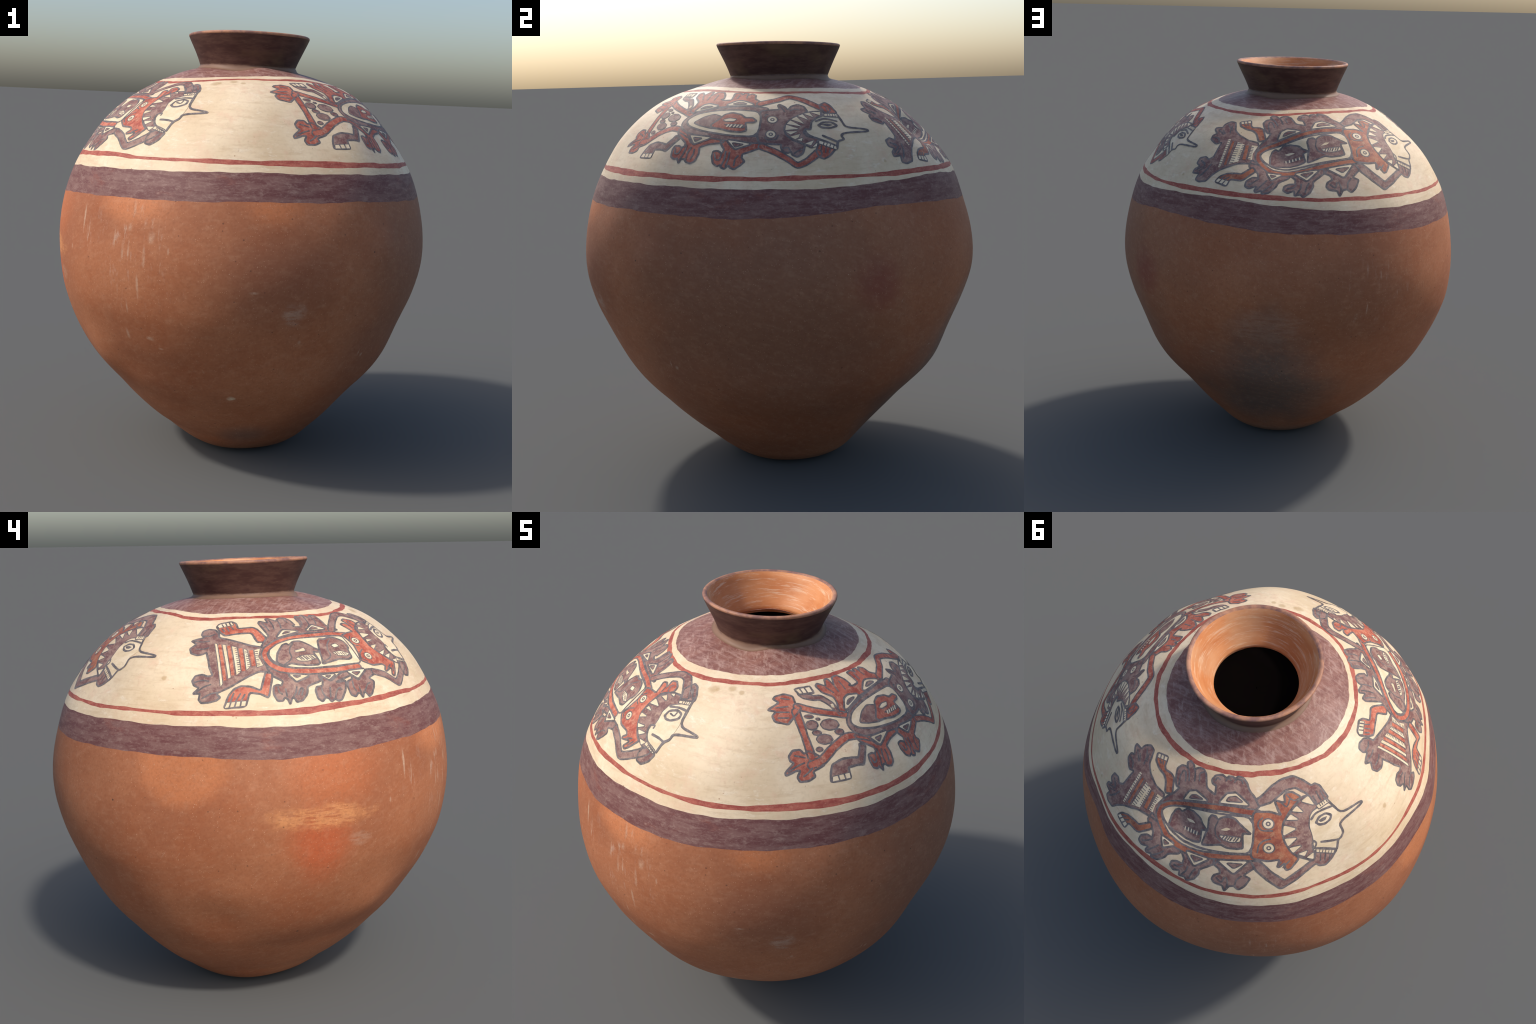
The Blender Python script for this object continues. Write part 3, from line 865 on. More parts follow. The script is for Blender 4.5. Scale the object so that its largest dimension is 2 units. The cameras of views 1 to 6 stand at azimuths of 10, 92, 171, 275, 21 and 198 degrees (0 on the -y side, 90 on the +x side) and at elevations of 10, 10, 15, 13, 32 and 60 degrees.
p.line('limb', 'dark', 3, [(4, -20.9), (4.7, -17.9), (4.5, -13.8)], w=0.6)
p.line('limb', 'dark', 3, [(5.9, -20.8), (6.4, -17.2), (6.2, -14.2)], w=0.6)
p.line('limb', 'dark', 3, [(9.4, -20), (9.2, -17), (10.2, -15.4)], w=0.6)
p.area('limb', 'cream', 3, [(-13.7, -5.7), (-4, -7.1), (-10.8, -10.1)], r=0.06)
p.area('limb', 'purple', 5, [(-12, -6.8), (-7.7, -7.3), (-10.6, -9.1)], r=0.12, outline=0.5)
p.area('limb', 'cream', 3, [(4, -8.3), (13.9, -9), (8.2, -12.1)], r=0.06)
p.area('limb', 'purple', 5, [(6.1, -9.3), (11.5, -9.6), (8, -11.5)], r=0.12, outline=0.5)
p.area('leg', 'purple', 1, [(-20.5, -5.4), (-17.9, -6.9), (-23.4, -13.2), (-25.3, -12.2), (-30, -10.8), (-31.1, -15), (-39.1, -12.2), (-37.5, -9.4), (-35.1, -6.6), (-30.3, -6.8), (-26.6, -8.4), (-24.2, -9.7), (-21.5, -7)])
p.area('leg', 'cream', 4, [(-37.3, -10.8), (-30.7, -12.9), (-31.3, -14.7), (-38.2, -12.3)], r=0, outline=0.4)
p.line('leg', 'dark', 5, [(-35.2, -11.5), (-35.6, -13.3)], w=0.55)
p.line('leg', 'dark', 5, [(-32.9, -12.3), (-33.2, -14.2)], w=0.55)
p.area('torso', 'purple', 3, [(14, 7.3), (13.7, 9.2), (17.7, 10.7), (21.2, 11.8), (19.8, 14.2), (20, 15.2), (22.7, 14.2), (24.6, 12.5), (25.2, 15.2), (27.4, 17.5), (30.4, 17), (32.5, 14.4), (31.2, 12), (28.3, 9), (26.4, 5.8), (25.8, 2), (26.9, -0.6), (30.4, -3), (36.3, -3.9), (36.4, -8.3), (34.6, -10.7), (32.2, -10.3), (31.4, -8.8), (30.3, -10), (28, -9.8), (26.8, -7.9), (26.7, -6.5), (22.4, -7.4), (17.5, -7.8), (15.9, -4.9)])
p.line('torso', 'dark', 4, [(21.2, 13.8), (23.5, 11.2)], w=0.55)
p.line('torso', 'dark', 4, [(25.6, 12.2), (27, 14), (29, 14.1)], w=0.55)
p.line('torso', 'dark', 4, [(28, -8.1), (29.7, -7.1), (31.1, -8.6)], w=0.55)
p.line('torso', 'dark', 4, [(32.9, -9.4), (33.9, -8), (35.4, -6.4)], w=0.55)
p.eye('torso', 4, [(19.9, 5.2)], r=2.4)
p.eye('torso', 4, [(21.2, -2.6)], r=2.4)
p.line('torso', 'dark', 4, [(16.4, 6.3), (16.4, 7.7), (17.3, 7.6)], w=0.6)
p.line('torso', 'dark', 4, [(19.3, -4.8), (20.6, -5.7), (24, -4.7), (24.4, -2.4)], w=0.6)
p.area('crest', 'purple', 4, [(37.8, 17), (33.3, 14.4), (29, 9.9), (26.6, 5.2), (26.1, 1.5), (27.2, -1.1), (30.5, -3.1), (34.7, -3.4), (39.5, -4.4), (40.6, -1.2), (41, 1.3), (36.1, 0.6), (34.1, 2.1), (34.2, 4.1), (36.4, 4.6), (35.7, 9.1), (37.2, 12.4), (39.1, 14.6)])
p.area('crest', 'cream', 5, [(34, 14.5), (37.6, 16.4), (38.1, 14.3)], r=0.04, outline=0.3)
p.area('crest', 'cream', 5, [(31.6, 12.4), (33.5, 14), (35.8, 11.9)], r=0.04, outline=0.3)
p.area('crest', 'cream', 5, [(29.6, 10.2), (31.1, 11.9), (34.2, 9.5)], r=0.04, outline=0.3)
p.area('crest', 'cream', 5, [(27.4, 7.4), (29.1, 9.6), (33.1, 6.7)], r=0.04, outline=0.3)
p.area('crest', 'cream', 5, [(26.3, 4.4), (27.2, 6.7), (32.6, 4.9)], r=0.04, outline=0.3)
p.area('crest', 'cream', 5, [(26.5, 1), (26.2, 3.8), (31.8, 3.3)], r=0.04, outline=0.3)
p.area('crest', 'cream', 5, [(26.9, 0.3), (31.5, 1.9), (29.2, -0.6)], r=0.04, outline=0.3)
p.area('crest', 'cream', 5, [(29.4, -1.7), (32.9, 0.8), (32.7, -1.1), (31.6, -2.3)], r=0.04, outline=0.3)
p.area('crest', 'cream', 5, [(32.4, -2.5), (34.4, -0.7), (34.5, -2.3)], r=0.04, outline=0.3)
p.area('crest', 'cream', 5, [(36.2, -3.2), (39.2, -0.4), (38.7, -3.1)], r=0.04, outline=0.3)
p.area('crest', 'cream', 5, [(39.5, -3.9), (40.8, -1.1), (41.1, -2.8)], r=0.04, outline=0.3)
p.finish()

# creature at the back: red torso, purple limbs, combed tail
p = Painter(86.3, 134.8, PAINT_RED_BROWN)
p.stripe('tail', 'cream', 4, [(-34.6, 13.9), (-40.3, -2.1)], w=1.2)
p.comb('tail', 'dark', 5, [(-34.6, 13.9), (-40.3, -2.1)], n=13, l=0.9)
p.stripe('tail', 'red', 4, [(-32.8, 12), (-37.3, -1.4)], w=1.35, outline=1)
p.area('tail', 'cream', 4, [(-30.7, 11.1), (-27.5, 8.9), (-30.8, -1), (-35.5, -1.5)], outline=0, r=0)
p.comb('tail', 'dark', 5, [(-29.9, 10.7), (-34.6, -1.2)], n=10, l=2.2)
p.comb('tail', 'dark', 5, [(-27.6, 8.9), (-30.5, -0.2)], n=9, l=1.5)
p.stripe('tail', 'red', 4, [(-26.2, 8.1), (-28.1, -0.3)], w=1.6, outline=1)
p.area('tail', 'cream', 4, [(-24, 8), (-21.2, 7.2), (-23.8, 3), (-24.3, -0.8), (-26.3, -0.2)], outline=0, r=0)
p.comb('tail', 'dark', 5, [(-23.9, 7.2), (-25.9, -0.2)], n=8, l=1.5)
p.line('tail', 'dark', 3, [(-39.9, 14.2), (-40, 16.6), (-41.7, 17.7)], w=0.5)
p.line('tail', 'dark', 3, [(-36.7, 18.4), (-37.9, 21.5)], w=0.5)
p.line('tail', 'dark', 3, [(-33.1, 19.7), (-33.3, 23.1)], w=0.5)
p.line('tail', 'dark', 3, [(-48.9, 3.9), (-47.5, 1.4)], w=0.5)
p.line('tail', 'dark', 3, [(-49.6, -3.4), (-46.1, -1.2)], w=0.5)
p.line('tail', 'dark', 3, [(-51.8, -0.2), (-47.5, 0.1)], w=0.5)
p.brush('torso', 'red', 2, [(21.1, 14.5), (8.6, 12.9), (-2.5, 10.4), (-11.9, 7.9), (-17.7, 5.7), (-20.9, 3.2), (-21.5, -0.4), (-19.3, -4.5), (-15.3, -8.5), (-9.4, -10.5), (-3.3, -10.7), (2.8, -9.5), (11, -7.4), (18.7, -5.4), (25.6, -3.4)], w=[2.9, 2.7, 2.5, 2.4, 2.4, 2.4, 2.4, 2.4, 2.6, 2.8, 2.8, 2.6, 2.6, 2.7, 2.8])
p.area('torso', 'cream', 4, [(-20.2, 1.3), (-18.8, 3.4), (-15.3, 5.3), (-2, 8.3), (8.4, 9.9), (20, 12.3), (22.6, -1.9), (15.7, -4), (4.9, -6.2), (-1.8, -7.2), (-8.3, -7.4), (-13.6, -5.6), (-18, -2.3)], r=0.2)
p.area('torso', 'red', 3, [(19.2, 14.8), (25.9, 16.5), (30, 16.2), (30.3, 16.4), (29.1, 17.6), (26.7, 20.8), (26.9, 21.5), (29.4, 21.4), (30.7, 21.7), (29.6, 24.4), (30.2, 25.7), (32.4, 26.5), (35.8, 25.6), (36.5, 24.7), (33.7, 17.5), (32, 13.4), (32.5, 9.7), (34.4, 5.7), (38.2, 1.8), (42.5, -0.7), (40.1, -5.8), (38.7, -6.7), (37.6, -5.9), (36.8, -3.5), (35.3, -5.8), (34.4, -5.7), (34.5, -2.4), (30, -4), (23, -4.4), (21.2, 4.7)])
p.line('torso', 'dark', 4, [(30.7, 24.7), (32.1, 23.7), (34.4, 23.1), (35.7, 24.5)], w=0.5)
p.line('torso', 'dark', 4, [(29.2, 21.1), (31.7, 19.8), (32.2, 21), (32.2, 23.2)], w=0.5)
p.line('torso', 'dark', 4, [(36.8, -5.6), (37.7, -3.9), (38.7, -2.3)], w=0.5)
p.line('torso', 'dark', 4, [(34.5, -5.3), (35.4, -3.4)], w=0.5)
p.eye('torso', 4, [(26.3, 11.5)], r=2.6)
p.eye('torso', 4, [(29, 1.7)], r=2.6)
p.line('torso', 'dark', 4, [(23.5, 13.2), (22.3, 11.6), (22.5, 9.5), (24.4, 8.1), (28.6, 9.1)], w=0.55)
p.line('torso', 'dark', 4, [(28.7, 5.6), (25.9, 4.1), (24.7, 1.8), (25, -1.3)], w=0.55)
p.area('inner_head', 'purple', 5, [(-16.1, -4.1), (-15.8, 0.9), (-14.5, 4), (-12.9, 5.1), (-11.4, 4.2), (-9.1, 6.5), (-5.7, 6.6), (-1.9, 5.1), (0.1, 2.8), (2.6, 1.2), (-0.1, 0.3), (0.8, -4.9), (-2.3, -6), (-6.3, -6.4), (-10.1, -5.7), (-13.3, -5.5)])
p.area('inner_head', 'cream', 6, [(-8.7, 2.1), (-5.2, 2.4), (-3.6, 1.5), (-7, 0.9)], outline=0)
p.area('inner_head', 'dark', 6, [(-10.1, -2.2), (-0.3, -1.3), (-0.6, -2.6), (-6.1, -3.4)], outline=0)
p.comb('inner_head', 'cream', 7, [(-9, -2.7), (-1.1, -2.1)], n=5, l=1.2, w=0.6)
p.area('inner_head', 'purple', 5, [(2.2, 6.3), (3, 8.3), (4.9, 8.5), (6.2, 7.3), (7.5, 8.8), (10, 10), (12.9, 10), (15.3, 8.5), (17.8, 7.1), (20.9, 5.7), (17.3, 5), (19, -1), (16.8, -2), (12.7, -2.9), (9.8, -2.3), (5.1, -4.4), (1.6, -5.6), (2.2, -0.7), (2.8, 1.9)])
p.line('inner_head', 'dark', 6, [(9.5, -1.2), (6.8, 0.6), (5.7, 3.7), (6.4, 6.7)], w=0.5)
p.area('inner_head', 'cream', 6, [(8.1, 3.5), (10.4, 5.4), (12.4, 5.4), (10.8, 4)], outline=0)
p.area('inner_head', 'cream', 6, [(8.5, 1.2), (11, 1.8), (17.1, 2.9), (17.1, 1.3), (13.4, 0.1), (10, 0.2)], outline=0.5)
p.comb('inner_head', 'dark', 7, [(9.6, 0.9), (16.5, 1.8)], n=6, l=1.7, w=0.6, slant=0.6)
p.area('crest', 'purple', 3, [(33.5, 18.6), (35.1, 21.9), (36.7, 25.3), (39.4, 26.7), (41.9, 24.7), (44.9, 22.8), (43, 20.5), (42.3, 18.2), (43.2, 13.9), (45.7, 10.3), (46.7, 7.5), (47.1, 4.6), (49.2, 1.7), (49.1, -1.4), (45.1, -0.5), (42.7, -0.1), (38.3, 1.7), (34.5, 5.7), (32.6, 9.7), (32.2, 13.5)])
p.area('crest', 'cream', 5, [(37, 23.5), (39.3, 26.4), (43, 23.2)], r=0.1, outline=0.5)
p.area('crest', 'cream', 5, [(34.3, 18.7), (35.7, 21.3), (39.1, 19.3)], r=0.1, outline=0.5)
p.area('crest', 'cream', 5, [(32.9, 14.7), (34.1, 17.4), (37.9, 15.9)], r=0.1, outline=0.5)
p.area('crest', 'cream', 5, [(32.5, 12.3), (33.4, 8), (38, 12)], r=0.1, outline=0.5)
p.area('crest', 'cream', 5, [(34.2, 6.9), (36.5, 3.9), (39.3, 8.2)], r=0.1, outline=0.5)
p.area('crest', 'cream', 5, [(37.1, 3.3), (39.3, 1.4), (42, 5.3)], r=0.1, outline=0.5)
p.area('crest', 'cream', 5, [(41.5, 1.2), (44.6, 0.6), (45.1, 3.3)], r=0.1, outline=0.5)
p.area('crest', 'cream', 5, [(45.6, -0.1), (48.9, -0.4), (48.1, 2.7)], r=0.1, outline=0.5)
p.area('head', 'cream', 4, [(43.3, 13.9), (42.4, 18.2), (43, 20.3), (45, 22.5), (48.8, 25.3), (55.6, 22), (55.5, 17.4), (58.8, 13.8), (58.4, 11.3), (57.5, 9.7), (58.3, 5.6), (52.9, 5.3), (47.2, 4.6), (46.9, 7.5), (45.5, 10.3)], outline=0)
p.line('head', 'dark', 5, [(47.4, 27), (49.9, 25.2), (55.7, 21.9), (63.7, 28.7), (64.4, 28.4), (63.7, 26.8), (55.7, 17.5), (58.9, 13.8), (58.6, 11.2), (57.5, 9.7), (58.3, 5.6), (57.4, 2.5)], w=0.85)
p.line('head', 'dark', 5, [(48.9, 4.8), (52.9, 5.3), (58.3, 5.5)], w=0.7)
p.line('head', 'dark', 5, [(50.2, 7.9), (54.3, 8.9), (57.7, 10)], w=0.9)
p.line('head', 'dark', 5, [(47.9, 4.6), (46.5, 6.3), (46.5, 8.1), (48.3, 7.1), (48.1, 4.7)], w=0.7)
p.line('head', 'dark', 5, [(43.2, 17), (44.1, 19.6), (47.2, 22.1), (50.8, 24.2)], w=0.8)
p.line('head', 'dark', 5, [(45.6, 16), (46.2, 18.6), (48.7, 20.7), (51.4, 20.4), (51.4, 18.3), (49.6, 16.1), (47.2, 15.3), (45.6, 16)], w=0.85)
p.area('head', 'dark', 5, [(46.3, 17), (47.8, 18.5), (49.7, 19.6), (49.4, 17.8), (47.6, 16.5)], outline=0)
p.area('head', 'cream', 5, [(44, 23.1), (47.5, 26.7), (48.9, 25.8), (45.3, 22.1)], r=0, outline=0.5)
p.comb('head', 'dark', 6, [(44.8, 23.5), (47.9, 26.5)], n=4, l=1.5, w=0.4)
p.area('head', 'cream', 5, [(49, 4.2), (57.2, 4.6), (57.2, 3.3), (49.4, 3)], r=0, outline=0.5)
p.comb('head', 'dark', 6, [(50.1, 3.7), (56.7, 3.9)], n=5, l=1.2, w=0.4)
p.area('limb', 'purple', 1, [(21.3, 17.7), (18.5, 20.3), (15.3, 22.7), (13.5, 25.3), (11.3, 26.9), (9.2, 26.8), (8.3, 25.5), (7.1, 26.1), (5.3, 25.7), (4.8, 24.7), (2.6, 25.6), (-0.1, 24.5), (-1.1, 22.4), (-0.2, 20.9), (1.4, 20.6), (2.3, 16.7), (-2.2, 18.4), (-4.2, 23.6), (-5.8, 25.3), (-8.1, 25.4), (-10, 24), (-10.9, 25.7), (-12.8, 26.8), (-14.1, 25.8), (-13.1, 23.3), (-14.3, 24.1), (-16.3, 23.8), (-17.9, 21.8), (-17.1, 16.6), (-16.1, 14.7), (-14.4, 14.3), (-16.5, 11.3), (-19.6, 8.5), (-22.7, 3.9), (-20.8, 2.9), (-11.1, 7.5), (0.5, 11.4), (10.7, 13.7), (19.5, 15.2)])
p.line('limb', 'dark', 3, [(-15.1, 15.6), (-15.6, 19.2), (-14.8, 22.2), (-13.3, 21.6), (-12.5, 18.1)], w=0.6)
p.line('limb', 'dark', 3, [(-10.9, 18.7), (-11.9, 22.2), (-13, 23.7)], w=0.6)
p.line('limb', 'dark', 3, [(-8.4, 19.5), (-9.2, 23), (-10, 24.1)], w=0.6)
p.line('limb', 'dark', 3, [(-6.3, 20.2), (-7.2, 23.1), (-5.8, 24.1)], w=0.6)
p.line('limb', 'dark', 3, [(0.4, 22.3), (0.9, 24), (2.3, 23.4)], w=0.6)
p.line('limb', 'dark', 3, [(4.9, 23.7), (5.4, 25.1), (6.8, 24.4)], w=0.6)
p.line('limb', 'dark', 3, [(8.5, 24.2), (9.1, 25.7), (11.1, 25.8), (11.9, 24.7)], w=0.6)
p.area('limb', 'purple', 1, [(-24.5, -0.7), (-20.8, -4), (-17.8, -8.1), (-15.8, -13.2), (-13.8, -12.9), (-7.4, -10), (-6.4, -10.9), (-7.3, -13.5), (-12.3, -15.5), (-13.6, -17.7), (-16.8, -20.3), (-20.2, -20.5), (-20.3, -18.8), (-23, -19.4), (-23.6, -18.2), (-22.3, -16.1), (-26.2, -16.9), (-28, -15.3), (-27.2, -12.7), (-24.2, -11.2), (-21.5, -11.7), (-21.7, -8.9), (-25.9, -4.7)])
p.area('limb', 'purple', 1, [(-8.7, -10), (-3.6, -11), (0.6, -15.1), (5.9, -9.8), (10.4, -8.1), (9.7, -11), (3.4, -16.2), (3.4, -18.4), (1.6, -21.7), (-1.5, -23.7), (-2.7, -22.2), (-5.3, -22.8), (-5.3, -20.3), (-8.4, -21.3), (-10.3, -19.9), (-9.8, -17.8), (-7.6, -16.9), (-4.6, -16.9), (-4.5, -14.4), (-6.6, -12.1)])
p.area('limb', 'purple', 1, [(8.4, -8.8), (11, -8.7), (17.7, -13.2), (23.1, -5.2), (27.1, -4.1), (26.1, -7.6), (21.7, -12.8), (24.8, -13.6), (23.2, -17.8), (21, -20.3), (18.8, -19), (16.9, -19.6), (15.3, -22.8), (14.2, -20.2), (10.6, -20), (9.2, -18.6), (9.9, -16.4), (12.3, -14.8), (11.5, -13), (8.8, -11.7)])
p.line('limb', 'dark', 3, [(-25.9, -14.8), (-23.5, -13.7), (-21.2, -12.1)], w=0.6)
p.line('limb', 'dark', 3, [(-22.5, -18.1), (-19.8, -15.7), (-17.7, -13.7)], w=0.6)
p.line('limb', 'dark', 3, [(-19.5, -19.1), (-16.8, -17.3), (-14.7, -15.3)], w=0.6)
p.line('limb', 'dark', 3, [(-8.3, -18.9), (-5.9, -19), (-4.3, -17.6)], w=0.6)
p.line('limb', 'dark', 3, [(-4.1, -21.7), (-2.2, -19.1), (-2, -17.2)], w=0.6)
p.line('limb', 'dark', 3, [(-0.4, -21.3), (0.5, -18.6), (1.4, -16.9)], w=0.6)
p.line('limb', 'dark', 3, [(11.2, -17.4), (13.6, -19), (14.2, -16.2)], w=0.6)
p.line('limb', 'dark', 3, [(16, -21.1), (16.1, -18), (15.1, -15.9)], w=0.6)
p.line('limb', 'dark', 3, [(19.2, -18.7), (19.2, -15.9), (20.9, -13.6)], w=0.6)
p.area('limb', 'cream', 3, [(-17.3, -9.4), (-10.8, -11.1), (-15.4, -13.5)], r=0.06)
p.area('limb', 'purple', 5, [(-16.2, -10.3), (-13, -11.3), (-15.2, -12.4)], r=0.12, outline=0.5)
p.area('limb', 'cream', 3, [(-4.3, -11.2), (6, -10.3), (0.7, -15.4)], r=0.06)
p.area('limb', 'purple', 5, [(-2.2, -11.7), (4.2, -11), (0.6, -13.9)], r=0.12, outline=0.5)
p.area('limb', 'cream', 3, [(10.4, -9.4), (22, -6.2), (17.6, -13.1)], r=0.06)
p.area('limb', 'purple', 5, [(13.7, -9.3), (20.8, -7.6), (17.2, -11)], r=0.12, outline=0.5)
p.area('limb', 'cream', 3, [(-11.3, 10.2), (-9.3, 14.3), (-6.6, 15.5), (-0.4, 13.3)], r=0.06)
p.area('limb', 'purple', 5, [(-9, 11.5), (-8.1, 13.3), (-6.2, 14.2), (-2.1, 13.3)], r=0.12, outline=0.5)
p.area('limb', 'cream', 3, [(5, 14.4), (7.1, 18.6), (10.4, 19.9), (16.8, 16.7)], r=0.06)
p.area('limb', 'purple', 5, [(7.4, 15.7), (7.9, 17.6), (10.7, 18.9), (14.5, 17.3)], r=0.12, outline=0.5)
p.area('tail', 'purple', 1, [(-41.7, 13.1), (-44.3, 17.4), (-43.3, 19.9), (-40.9, 20.2), (-42, 23.4), (-41.5, 24.9), (-38.1, 23.6), (-36.8, 25.7), (-33.8, 26.8), (-31.4, 25.4), (-31.4, 22.6), (-31.6, 19.2), (-29.7, 15.4), (-25.7, 11.3), (-20.9, 9.2), (-20.9, 6.3), (-22.5, 2.9), (-22.9, -0.2), (-20.7, -4.3), (-24.5, -3), (-31.1, -2.1), (-40.2, -3.8), (-44, -5.4), (-47.2, -7.7), (-51.6, -6.5), (-53.4, -4.3), (-51, -1.9), (-54.8, 0.1), (-53.6, 2), (-50.4, 2.3), (-52.2, 4.9), (-50.5, 7.6), (-47.1, 7), (-45.7, 4.6), (-43, 5.2), (-41, 8.9), (-38.6, 13.2)])
p.line('tail', 'dark', 3, [(-42.9, 18.4), (-40.4, 16.8), (-40, 14.4)], w=0.6)
p.line('tail', 'dark', 3, [(-39.8, 22.4), (-37.5, 18.4)], w=0.6)
p.line('tail', 'dark', 3, [(-35, 24.7), (-33.8, 21.4), (-34.3, 18.1)], w=0.6)
p.line('tail', 'dark', 3, [(-49.6, 5.4), (-47.5, 2.7)], w=0.6)
p.line('tail', 'dark', 3, [(-52.6, 1.1), (-48, 1.3)], w=0.6)
p.line('tail', 'dark', 3, [(-51, -3.7), (-46.3, -1), (-44.2, 1.1)], w=0.6)
p.area('leg', 'red', 2, [(-20.6, 9.9), (-21.5, 15.1), (-23.1, 17.3), (-26.2, 18.9), (-28.9, 21.8), (-29.2, 25.1), (-23.7, 25), (-23.8, 20.8), (-23.1, 19.5), (-19.9, 18.9), (-18, 17.4), (-17.2, 10.5)])
p.area('leg', 'cream', 4, [(-28.6, 24.8), (-24, 24.7), (-24, 23.2), (-28.5, 23.3)], r=0, outline=0.35)
p.line('leg', 'dark', 5, [(-27.2, 24.8), (-27.1, 23.2)], w=0.5)
p.line('leg', 'dark', 5, [(-25.6, 24.7), (-25.4, 23.1)], w=0.5)
p.line('leg', 'dark', 4, [(-27.1, 22.4), (-26.1, 21.4)], w=0.5)
p.line('leg', 'dark', 4, [(-25.5, 22.5), (-24.9, 21.3)], w=0.5)
p.area('leg', 'red', 2, [(-23.9, -5.2), (-29.4, -8.5), (-31.7, -7.7), (-36.3, -6.7), (-40, -7.4), (-42.6, -9.7), (-37, -13.6), (-34.9, -10.3), (-29.2, -12.3), (-22.6, -7.9)])
p.area('leg', 'cream', 4, [(-42, -9.6), (-40.6, -8.4), (-35.8, -11.2), (-37, -13)], r=0, outline=0.35)
p.line('leg', 'dark', 5, [(-40.7, -10.7), (-38.8, -9.1)], w=0.5)
p.line('leg', 'dark', 5, [(-38.8, -11.8), (-37, -10.2)], w=0.5)
p.line('leg', 'dark', 4, [(-39, -8.5), (-37, -8.3)], w=0.5)
p.line('leg', 'dark', 4, [(-37.5, -9.7), (-35.3, -9)], w=0.5)
p.area('arm', 'purple', 2, [(20.9, 17.5), (19, 19.7), (20.7, 21.7), (23.4, 26.5), (26.5, 30.4), (31, 33.1), (35.4, 32.4), (39.5, 31), (40.8, 32.2), (43.2, 31.8), (48.3, 27.5), (43.9, 22.3), (42.5, 23.7), (38.9, 27.1), (33.3, 28.5), (29.6, 26.5), (25.2, 20.2)], r=0.1)
p.line('arm', 'dark', 4, [(42.2, 28.9), (45.2, 25.8)], w=0.5)
p.line('arm', 'dark', 4, [(43.9, 29.8), (46.6, 26.9)], w=0.5)
p.line('arm', 'dark', 4, [(41.4, 26.7), (44, 24)], w=0.5)
p.area('arm', 'purple', 2, [(23.1, -5.4), (27, -4.9), (32.9, -8.8), (38.7, -11.6), (42.5, -7.5), (49.4, -0), (48.8, 4), (52, 4.8), (58.3, 5.1), (57.2, 0.6), (55.2, -2.7), (52.5, -3.4), (50.6, -2.4), (43.3, -11.1), (38.1, -16), (32.3, -13.1), (26, -9.2)], r=0.1)
p.line('arm', 'dark', 4, [(51.5, 2.5), (52.2, -1)], w=0.5)
p.line('arm', 'dark', 4, [(53.7, 2.7), (54.2, -0.5)], w=0.5)
p.line('arm', 'dark', 4, [(55.9, 3.2), (56.1, 0.2)], w=0.5)
p.finish()

# left-hand creature: red torso, purple limbs, striped tail
p = Painter(-153.9, 136.5, PAINT_RED)
p.area('torso', 'red', 3, [(22.4, 11.5), (24.9, 13.1), (29.4, 15), (27.7, 17.2), (25.5, 19.6), (27.2, 20.9), (30.2, 20.2), (27.9, 23.3), (29.8, 25.1), (33.5, 24.6), (35, 22.6), (32.4, 17), (32.9, 11.1), (34.5, 6.5), (38.5, 3.1), (43.1, 0.9), (46.3, 0.5), (44.6, -5.3), (43.2, -7.8), (41.6, -7.7), (42.8, -4), (41.6, -4.2), (38.4, -6.8), (37.7, -6.3), (39, -3.8), (37.2, -3.2), (31.3, -5), (25.8, -3.3), (26.1, 0.4), (25.7, 6.3), (23.2, 10.4)])
p.line('torso', 'dark', 4, [(30.9, 17.3), (29.7, 19.7)], w=0.5)
p.line('torso', 'dark', 4, [(32.9, 20.3), (30.6, 22), (31.3, 23.3)], w=0.5)
p.line('torso', 'dark', 4, [(40.2, -4.4), (42.6, -2.2)], w=0.5)
p.line('torso', 'dark', 4, [(43.5, -5.2), (44.3, -2.2)], w=0.5)
p.eye('torso', 4, [(28, 8.7)], r=2.2)
p.eye('torso', 4, [(30.8, -0)], r=2.2)
p.line('torso', 'dark', 4, [(28.5, 5.5), (25.6, 5.7), (24.5, 7.8), (26.1, 11)], w=0.5)
p.line('torso', 'dark', 4, [(29.2, -3.3), (26.4, -1.9), (26.8, 1), (29.2, 3.5)], w=0.5)
p.brush('arm', 'purple', 2, [(18.5, 14.6), (22, 21.2), (26.4, 27.7), (30.4, 29.7), (35, 28.7), (40.2, 27.2)], w=[3.0, 3.0, 3.2, 3.6, 3.6, 4.4])
p.area('arm', 'purple', 2, [(36.1, 27), (36, 30.2), (35.8, 31.9), (38.3, 32.5), (42.6, 31), (45.2, 29), (41.1, 24), (39, 25.4)])
p.line('arm', 'dark', 4, [(38.4, 29.3), (41.9, 27.5)], w=0.45)
p.line('arm', 'dark', 4, [(38.5, 30.7), (43.4, 28.8)], w=0.45)
p.brush('arm', 'purple', 2, [(30.6, -8.5), (36.4, -8.9), (43.6, -11), (47.2, -7.3), (50.8, -1.6), (52.5, 2.3)], w=[3.2, 3.2, 3.2, 3.2, 3.4, 3.8])
p.area('arm', 'purple', 2, [(50.2, -2.1), (50.2, 1.2), (51.7, 3.5), (56.5, 4.6), (56.8, 0.4), (55, -3.6), (52.1, -4.7)])
p.area('crest', 'purple', 3, [(31.6, 17.2), (35.4, 22.5), (39, 25.1), (41.9, 23.4), (43.3, 23.3), (40.9, 19.2), (41.9, 15.4), (44.2, 12.7), (45.7, 9.6), (43.8, 8.1), (45.2, 5.9), (48, 4.3), (51.9, 3.8), (50.5, 1), (45.8, 0.7), (39.4, 2.4), (34.7, 6.3), (33, 10.8)])
p.area('crest', 'cream', 5, [(35.3, 21.3), (36.5, 22.9), (37.6, 22)], r=0.1, outline=0.45)
p.area('crest', 'cream', 5, [(33.5, 17.1), (34.8, 19.5), (37.7, 18.4)], r=0.1, outline=0.45)
p.area('crest', 'cream', 5, [(33.1, 11.2), (32.9, 14.5), (38.1, 14.6)], r=0.1, outline=0.45)
